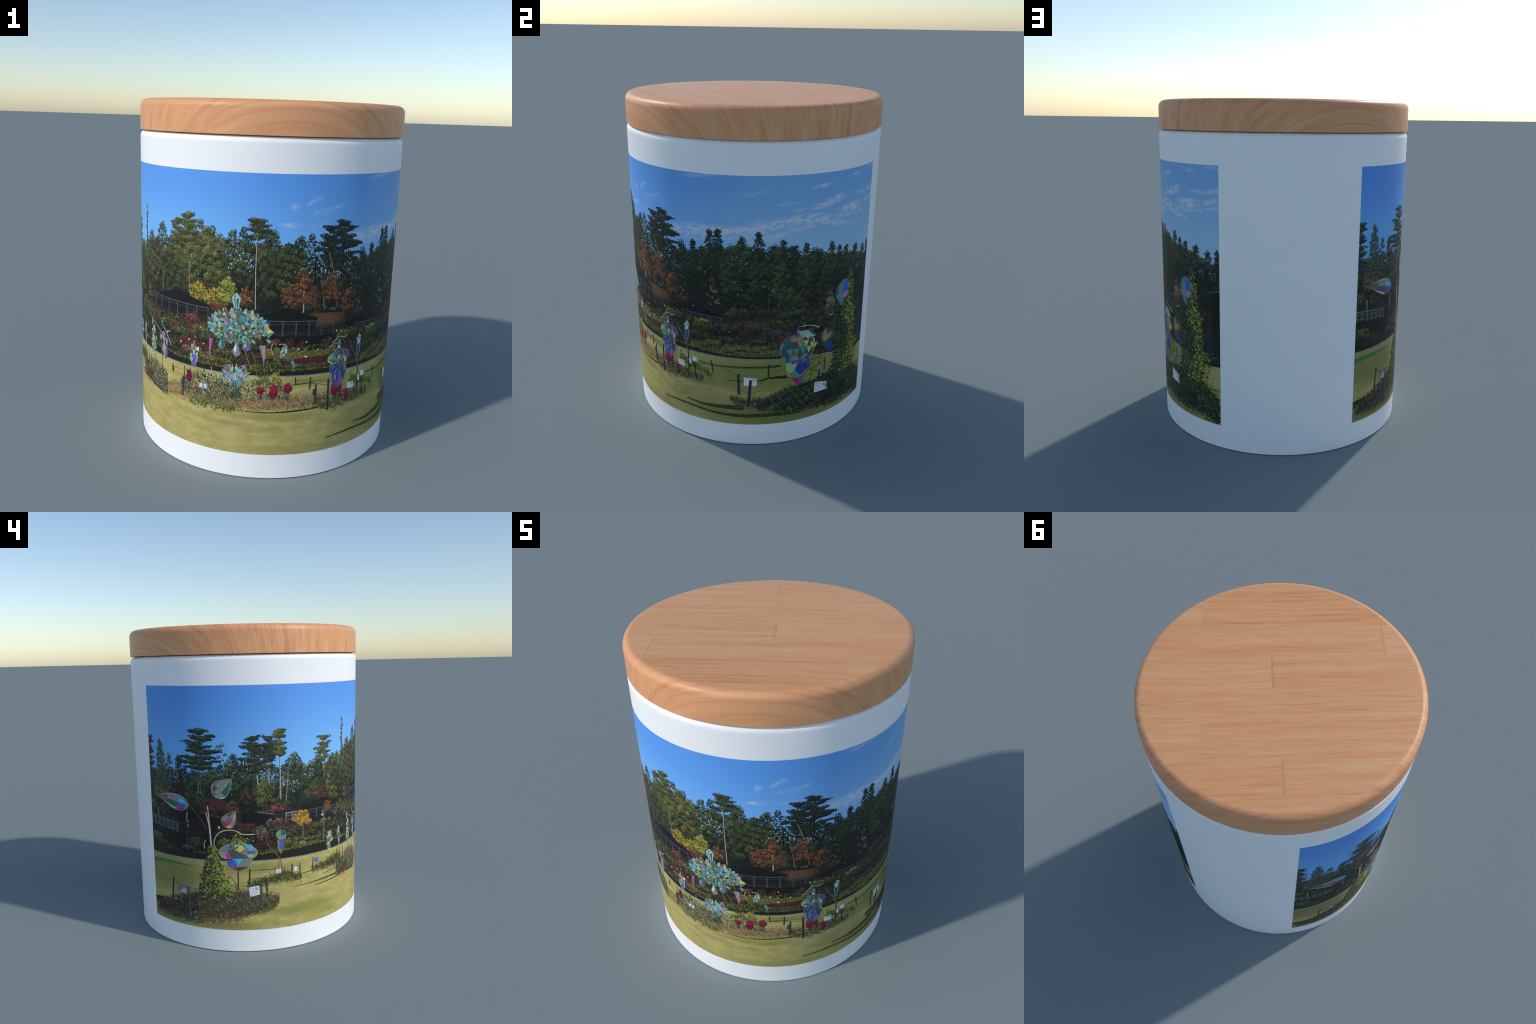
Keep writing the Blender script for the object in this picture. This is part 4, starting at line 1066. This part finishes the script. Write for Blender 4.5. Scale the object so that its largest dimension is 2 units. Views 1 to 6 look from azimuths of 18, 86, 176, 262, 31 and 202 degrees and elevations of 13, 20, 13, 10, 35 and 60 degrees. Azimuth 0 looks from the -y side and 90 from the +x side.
# onion-shaped lantern, left
s = crystal(layer=48)
gores(s, (-101.9, .732), (-102.0, .600), [.002, .014, .048, .085, .108, .118, .119, .106, .078], 6, ["grey teal smoke grey grey grey", "lime grey smoke grey violet grey"], (5,), "film_brown", .0022, "film_lime")
for pts, c in (([(-107.6, .690), (-104, .71), (-103, .67), (-106.8, .655)], "film_teal"), ([(-103.2, .695), (-100.2, .69), (-98.9, .665), (-101, .645), (-103.4, .66)], "film_yellow"), ([(-99.6, .700), (-95.8, .692), (-94, .662), (-96.2, .650)], "film_cyan"), ([(-110.2, .645), (-107.6, .640), (-107, .610), (-109, .606)], "film_pink"), ([(-107.6, .632), (-105.4, .636), (-105, .612), (-107, .606)], "film_magenta"),
               ([(-104, .632), (-101, .640), (-98.6, .628), (-98.6, .606), (-104.6, .604)], "film_smoke"), ([(-98, .630), (-94.6, .634), (-94.8, .612), (-97, .606)], "film_lime"), ([(-109.6, .672), (-107.8, .686), (-107, .655), (-110.2, .652)], "film_grey")):
    s.poly(pts, c)
for pts, c in (([(-107.4, .592), (-102.4, .600), (-102.6, .556), (-106.6, .552)], "film_blue"), ([(-104.6, .604), (-99.6, .604), (-102.2, .555)], "film_cyan"), ([(-99.6, .604), (-95.7, .602), (-96.3, .553), (-102.2, .553)], "film_grey"), ([(-107.4, .592), (-105.8, .594), (-105.2, .556), (-106.6, .552)], "film_violet"), ([(-106.6, .551), (-96.3, .551), (-102.1, .520)], "film_brown"), ([(-104, .551), (-96.6, .551), (-102.1, .521)], "wine")):
    s.poly(pts, c)
s.stroke([(-107.4, .592), (-106.6, .552), (-102.1, .520), (-96.3, .552), (-95.7, .602)], .003, "film_lime")
s.build(photo)
# ball-and-cone lantern
s = crystal(layer=48)
gores(s, (-82.1, .776), (-82.1, .712), [.008, .026, .033, .034, .028, .016], 4, ["mint green smoke blue", "grey amber grey mint"], (3,), "film_smoke")
gores(s, (-82.2, .712), (-82.3, .655), [.024, .023, .021, .019], 3, ["grey blue dark_teal"], (), "film_brown")
gores(s, (-82.3, .654), (-82.5, .620), [.017, .009, .001], 2, ["grey brown"], (), "film_brown")
s.build(photo)
# slim figures of film shards
LONG = [.004, .018, .028, .032, .030, .024, .022, .021, .016, .010, .002]
for top, bot, f, count, cols in (((-38.1, .742), (-37.8, .553), 1.45, 90, "mint grey teal lime white dark_teal brown smoke yellow grey smoke"), ((-30.4, .735), (-28.4, .582), 1.35, 80, "blue lime mint pink grey brown violet grey smoke white"),
                                 ((-12.2, .722), (-12.4, .598), 1.15, 75, "mint grey yellow grey white smoke lime grey brown grey"), ((-54.8, .71), (-55.6, .570), 1.1, 70, "mint lime grey yellow smoke white grey brown"), ((-47.6, .72), (-47.5, .58), .8, 40, "lime grey mint smoke"),
                                 ((25.1, .768), (23.5, .703), .62, 26, "teal white grey mint"), ((27.9, .686), (28.4, .643), .45, 14, "smoke mint cyan"), ((58.4, .775), (58.4, .715), .72, 26, "grey white violet mint")):
    s = crystal("printed_crystal_figure", 48)
    shard_heap(s, top, bot, scale(LONG, f), count, .015, cols)
    s.build(photo)
s = crystal(layer=49)
gores(s, (-37.8, .640), (-37.8, .553), [.018, .020, .014, .002], 3, ["pink teal smoke", "smoke violet pink"], (2,), "film_smoke", .0018)
gores(s, (-28.9, .650), (-28.2, .580), [.020, .020, .015, .003], 3, ["mint grey violet", "grey violet smoke"], (2,), "film_smoke", .0018)
gores(s, (-12.3, .665), (-12.4, .598), [.028, .026, .018, .002], 3, ["lime blue pink", "grey violet pink"], (2,), "film_smoke", .0018)
gores(s, (58.3, .725), (58.3, .642), [.016, .015, .011, .002], 3, ["grey deep amber", "brown grey violet"], (2,), "film_smoke", .0018)
s.build(photo)

# spiky dome
dome = crystal("printed_crystal_dome", 48)
CX, CZ, RX, RZ = 6.0, .860, 11.9, .092
for i in range(420):
    t, r = RNG.uniform(0, 6.283), math.sqrt(RNG.random())
    dome.dabs(np.array([(CX + RX * .96 * r * math.cos(t)) * K]), np.array([CZ - .004 + RZ * .95 * r * math.sin(t)]), 0.016, ["film_smoke", "film_brown", "film_grey", "film_dark_teal", "moss"], 1.2)
spots = []
for ring, count in ((0.0, 1), (.22, 6), (.42, 13), (.62, 19), (.80, 24), (.95, 28)):
    for k in range(count):
        t = 2 * math.pi * (k + RNG.uniform(-.25, .25)) / count + ring * 4
        spots.append((CX + RX * ring * math.cos(t), CZ + RZ * ring * math.sin(t), ring, t))
upper = ["film_teal", "film_mint", "film_smoke", "film_teal", "film_brown", "film_lime", "film_grey", "film_teal", "film_yellow", "film_smoke", "film_cyan", "film_grey", "film_mint", "film_blue", "film_lime", "film_teal", "film_mint", "film_pink"]
lower = ["film_grey", "film_smoke", "film_teal", "film_brown", "film_smoke", "film_mint", "film_dark_teal", "film_cyan", "film_brown", "film_green", "film_lime", "film_pink"]
for az, z, ring, t in sorted(spots, key=lambda q: q[2], reverse=True):
    d = np.array([math.cos(t) * ring, math.sin(t) * ring * .8 + .35])
    size = RNG.uniform(.015, .024) * (1.0 if z > CZ - .03 else .75)
    tip = (az + d[0] * size * .7 / K, z + d[1] * size * .8)
    m = 4
    ph = RNG.uniform(0, 1.5)
    base = [(az + size * .92 * math.cos(ph + k * 2 * math.pi / m) / K, z - size * .25 + size * .72 * math.sin(ph + k * 2 * math.pi / m)) for k in range(m)]
    cols = upper if z > CZ - .02 else lower
    start = RNG.integers(0, len(cols))
    for k in range(m):
        dome.poly([base[k], base[(k + 1) % m], tip], cols[(start + k * 3 + (RNG.random() < .3)) % len(cols)])
    for k in range(m):
        dome.stroke([base[k], tip], .0012, "film_white" if RNG.random() < .15 else "film_smoke")  # some spike edges inked white as glints
dome.build(photo)
s = crystal(layer=51)
gores(s, (5.3, 1.038), (5.5, .955), [.001, .016, .024, .021, .017, .014, .010], 4, ["mint teal mint grey", "cyan grey smoke cyan"], (2,), "film_white", .0018, "film_cyan")
s.build(photo)
# pendants under the dome
for top, bot, f, cols in (((5.9, .775), (5.9, .692), .52, ["teal white grey smoke", "brown pink grey grey"]), ((-.2, .785), (-.2, .725), .45, ["teal cyan smoke grey", "pink grey violet grey"]), ((9.8, .785), (9.8, .728), .50, ["grey mint blue grey", "pink violet grey brown"])):
    s = crystal(layer=51)
    gores(s, top, bot, scale(TEAR, f), 4, cols, (6,), "film_smoke", .0016)
    s.build(photo)
shards = crystal("printed_crystal_shard", 51)
for pts, c in (([(-5.2, .775), (-3.6, .775), (-5.4, .665)], "film_pink"), ([(-4.6, .775), (-3.6, .775), (-5.4, .67)], "film_magenta"), ([(14.6, .765), (17.2, .765), (16.8, .668)], "film_pink"), ([(14.6, .765), (15.8, .765), (16.7, .67)], "film_grey"), ([(17.0, .83), (20.2, .838), (17.8, .80)], "film_teal"), ([(17.6, .865), (20.2, .838), (17.6, .83)], "film_yellow"), ([(17, .80), (19, .79), (18.6, .775)], "film_mint")):
    shards.poly(pts, c)
shards.build(photo)
# lotus of shards below the dome
lotus = crystal("printed_crystal_lotus", 51)
C = np.array([5.6 * K, .572])
lc = ["film_cyan", "film_violet", "film_mint", "film_grey", "film_magenta", "film_lime", "film_blue", "film_green", "film_pink", "film_teal", "film_white", "film_yellow"]
for k in range(34):
    t = math.radians(-8 + 196 * ((k * 0.618) % 1.0))
    L = RNG.uniform(.05, .098) * (1.0 if .5 < t < 2.7 else 1.0)
    u, w = np.array([math.cos(t), math.sin(t) * .98]), np.array([-math.sin(t), math.cos(t)])
    o, mid, tip = C + u * .012, C + u * L * .55, C + u * L
    for sgn, c in ((-1, lc[(k * 5) % 12]), (1, lc[(k * 5 + 3) % 12])):
        q = [o, mid + w * .010 * sgn, tip]
        lotus.poly([(p[0] / K, p[1]) for p in q], c)
for k in range(14):
    t = RNG.uniform(0, 6.283)
    p = C + np.array([math.cos(t) * .045, math.sin(t) * .022 - .012]) * RNG.random() ** .5
    lotus.poly([((p[0] + .017 * math.cos(t + j * 2.1)) / K, p[1] + .016 * math.sin(t + j * 2.1)) for j in range(3)], lc[k % 12])
shard_heap(lotus, (5.6, .536), (5.6, .640), [.030, .060, .076, .080, .070], 60, .017, "mint grey violet cyan smoke lime teal pink brown grey smoke deep")
lotus.build(photo)

# winged figure, right of centre
s = crystal("printed_crystal_figure", 48)
gores(s, (47.6, .775), (47.7, .715), [.006, .013, .010, .010, .012], 2, ["teal grey", "yellow smoke"], (2,), "film_smoke", .0018)
gores(s, (47.6, .728), (48.2, .640), [.012, .040, .062, .074, .076, .066, .040], 5, ["grey yellow smoke teal pink", "lime mint dark_teal smoke violet", "yellow lime grey teal blue"], (2, 4), "film_smoke", .0018)
shard_heap(s, (47.6, .720), (48.2, .645), [.010, .060, .070, .060], 40, .018, "teal grey dark_teal lime smoke mint yellow violet smoke")
gores(s, (47.6, .640), (48.0, .500), [.046, .054, .055, .052, .044, .030, .004], 4, ["smoke deep smoke grey", "grey deep deep smoke", "smoke deep grey violet"], (2, 4), "film_smoke", .0018, "film_grey")
shard_heap(s, (47.6, .640), (48.0, .510), [.040, .050, .046, .030, .006], 30, .018, "grey deep blue smoke lime deep grey")
s.poly([(46.2, .535), (48.4, .545), (49.8, .53), (48, .500)], "film_magenta")
s.poly([(44.6, .565), (46.4, .545), (45.6, .525)], "film_violet")
s.dabs(np.full(4, 47.9 * K), np.full(4, .731), .014, ["glow", "sign_white"])
s.build(photo)

# faceted ball figure, right
s = crystal("printed_crystal_figure", 48)
fc = ["film_grey", "film_teal", "film_smoke", "film_teal", "film_dark_teal", "film_grey", "film_brown", "film_teal", "film_smoke", "film_dark_teal", "film_amber", "film_grey"]
OX, OZ, W, H = 107.6, .628, 8.3, .098
rows, cells = 6, 8
node = lambda i, j: (OX + W * math.sin(math.pi * (.06 + .88 * i / rows)) ** .75 * math.sin((j + (i % 2) * .5) / cells * math.pi - math.pi / 2 - .1) * 1.02, OZ + H * math.cos(math.pi * (.03 + .90 * i / rows)) * .98)
for i in range(rows):
    for j in range(cells):
        a, b, c, d = node(i, j), node(i, j + 1), node(i + 1, j), node(i + 1, j + 1)
        k = (i * 5 + j * 3 + (i * j) % 4)
        warm = j >= cells - 3 and 0 < i < 4
        s.poly([a, b, c] if i % 2 == 0 else [a, b, d], ("film_yellow" if warm and k % 3 == 0 else fc[k % 12]) if i < rows - 1 else ["film_blue", "film_deep", "film_grey"][k % 3])
        s.poly([b, c, d] if i % 2 == 0 else [a, c, d], fc[(k + 5) % 12] if i < rows - 1 else ["film_deep", "film_pink", "film_violet"][k % 3])
for i in range(rows + 1):
    s.stroke([node(i, j) for j in range(cells + 1)], .002, "film_smoke")
for pts, c in (([(107, .742), (112, .738), (115.8, .690), (109.5, .700)], "film_mint"), ([(105.8, .735), (108.4, .728), (107.5, .715)], "film_violet"), ([(106.6, .750), (108.6, .742), (107.4, .722)], "film_pink"), ([(110.5, .715), (113.6, .705), (112.2, .688)], "film_white"), ([(113.4, .660), (116.6, .650), (116, .618), (113.6, .632)], "film_yellow")):
    s.poly(pts, c)
s.build(photo)
s = crystal("printed_crystal_figure", 49)
for pts, c in (([(101.7, .545), (107.8, .548), (106.4, .490), (104.2, .462), (102.2, .50)], "film_lime"), ([(107.8, .548), (113.4, .540), (112.4, .490), (109, .455), (105.5, .475), (106.8, .51)], "film_deep"), ([(111, .552), (113.6, .545), (112.6, .50)], "film_blue"), ([(102.2, .50), (104.4, .462), (104.4, .440), (102.8, .455)], "film_amber"), ([(104.2, .470), (106.2, .495), (108.6, .46), (107, .435)], "film_teal"),
               ([(104.4, .440), (108.2, .435), (108.5, .386)], "film_crimson"), ([(108.2, .435), (111.2, .45), (108.5, .386)], "film_violet"), ([(103.2, .490), (105, .472), (104.8, .452)], "film_violet")):
    s.poly(pts, c)
s.stroke([(101.7, .547), (108, .552), (113.6, .543)], .0035, "film_smoke")
s.stroke([(101.7, .547), (102.4, .47), (108.5, .385), (112.4, .48), (113.6, .543)], .003, "film_smoke")
s.build(photo)
# hanging drops beside the vine, right
s = crystal(layer=48)
gores(s, (131.1, .815), (130.8, 1.000), [.002, .020, .036, .050, .062, .070, .072, .066, .050, .012], 4, ["smoke smoke teal violet", "dark_teal pink grey teal", "teal blue teal smoke", "cyan teal teal smoke"], (3, 5, 8), "film_smoke", .0022)
s.build(photo)
s = crystal(layer=48)
gores(s, (125.4, .545), (121.2, .725), [.002, .016, .028, .040, .050, .056, .058, .052, .036, .010], 4, ["deep deep deep magenta", "deep deep dark_teal dark_teal", "smoke amber amber smoke", "dark_teal smoke grey teal"], (3, 5, 7), "soot", .0022)
s.build(photo)


# ------------------------------------------------------------------ climbing vines
def vine(name, spine, pal, layer, size, density, tone=0.0, dark=0.0):
    """Column of leaves; spine = (az, z, half width in degrees)."""
    pr = Print(name, layer)
    for (a0, z0, w0), (a1, z1, w1) in zip(spine[:-1], spine[1:]):
        area = abs(z1 - z0) * (w0 + w1) * K
        n = int(density * area / size ** 2)
        t, u = RNG.random(n), RNG.uniform(-1, 1, n)
        u = np.sign(u) * np.abs(u) ** 1.15 * (1 + RNG.normal(0, .08, n))
        x = (a0 + (a1 - a0) * t + (w0 + (w1 - w0) * t) * u) * K
        z = z0 + (z1 - z0) * t
        pick = .46 + tone + .16 * u * dark + RNG.normal(0, .24, n)
        order = np.argsort(pick + RNG.normal(0, .2, n))
        pr.dabs(x[order], z[order], size, PAL[pal], 1.5, None, np.clip(pick[order], 0, .999))
    return pr.build(photo)


vine("printed_vine", [(-114.0, .68, 1.6), (-113.6, .62, 2.8), (-114, .52, 4.6), (-114, .43, 6.4), (-113, .33, 7.6)], "vine_green", 53, .0095, 3.0, .02, .5)
vine("printed_vine", [(-112.4, .66, 1.6), (-111.6, .58, 2.4), (-110.5, .52, 2.6), (-107.5, .44, 2.2), (-106, .37, 1.6)], "vine", 54, .0105, 1.1, .10)
vine("printed_vine", [(-101.5, .76, 1.4), (-103, .70, 3.0), (-104, .66, 1.5)], "vine", 54, .008, .8, .0)
vine("printed_vine", [(134.6, 1.065, .5), (135.4, .98, 1.5), (136, .90, 1.6), (134.5, .83, 4.0), (132.5, .77, 8.0), (132.5, .70, 9.0), (133.5, .60, 8.0), (134, .52, 7.5), (132.5, .42, 8.0), (133, .31, 10.0)], "shrub", 52, .0095, 2.6, -.06)
vine("printed_vine", [(134.6, 1.065, .5), (135.8, .98, 1.8), (136.4, .90, 2.0), (135, .83, 3.6), (135.5, .77, 5.0), (137, .70, 3.6), (138.4, .60, 3.2), (141, .55, 5.0), (139, .48, 6.0), (136, .38, 6.0)], "vine", 54, .0105, 1.25, .06)
vine("printed_vine", [(117.5, .66, 1.8), (115.5, .60, 3.0), (117, .52, 3.4), (114.5, .43, 3.0)], "vine", 54, .009, .5, .0)
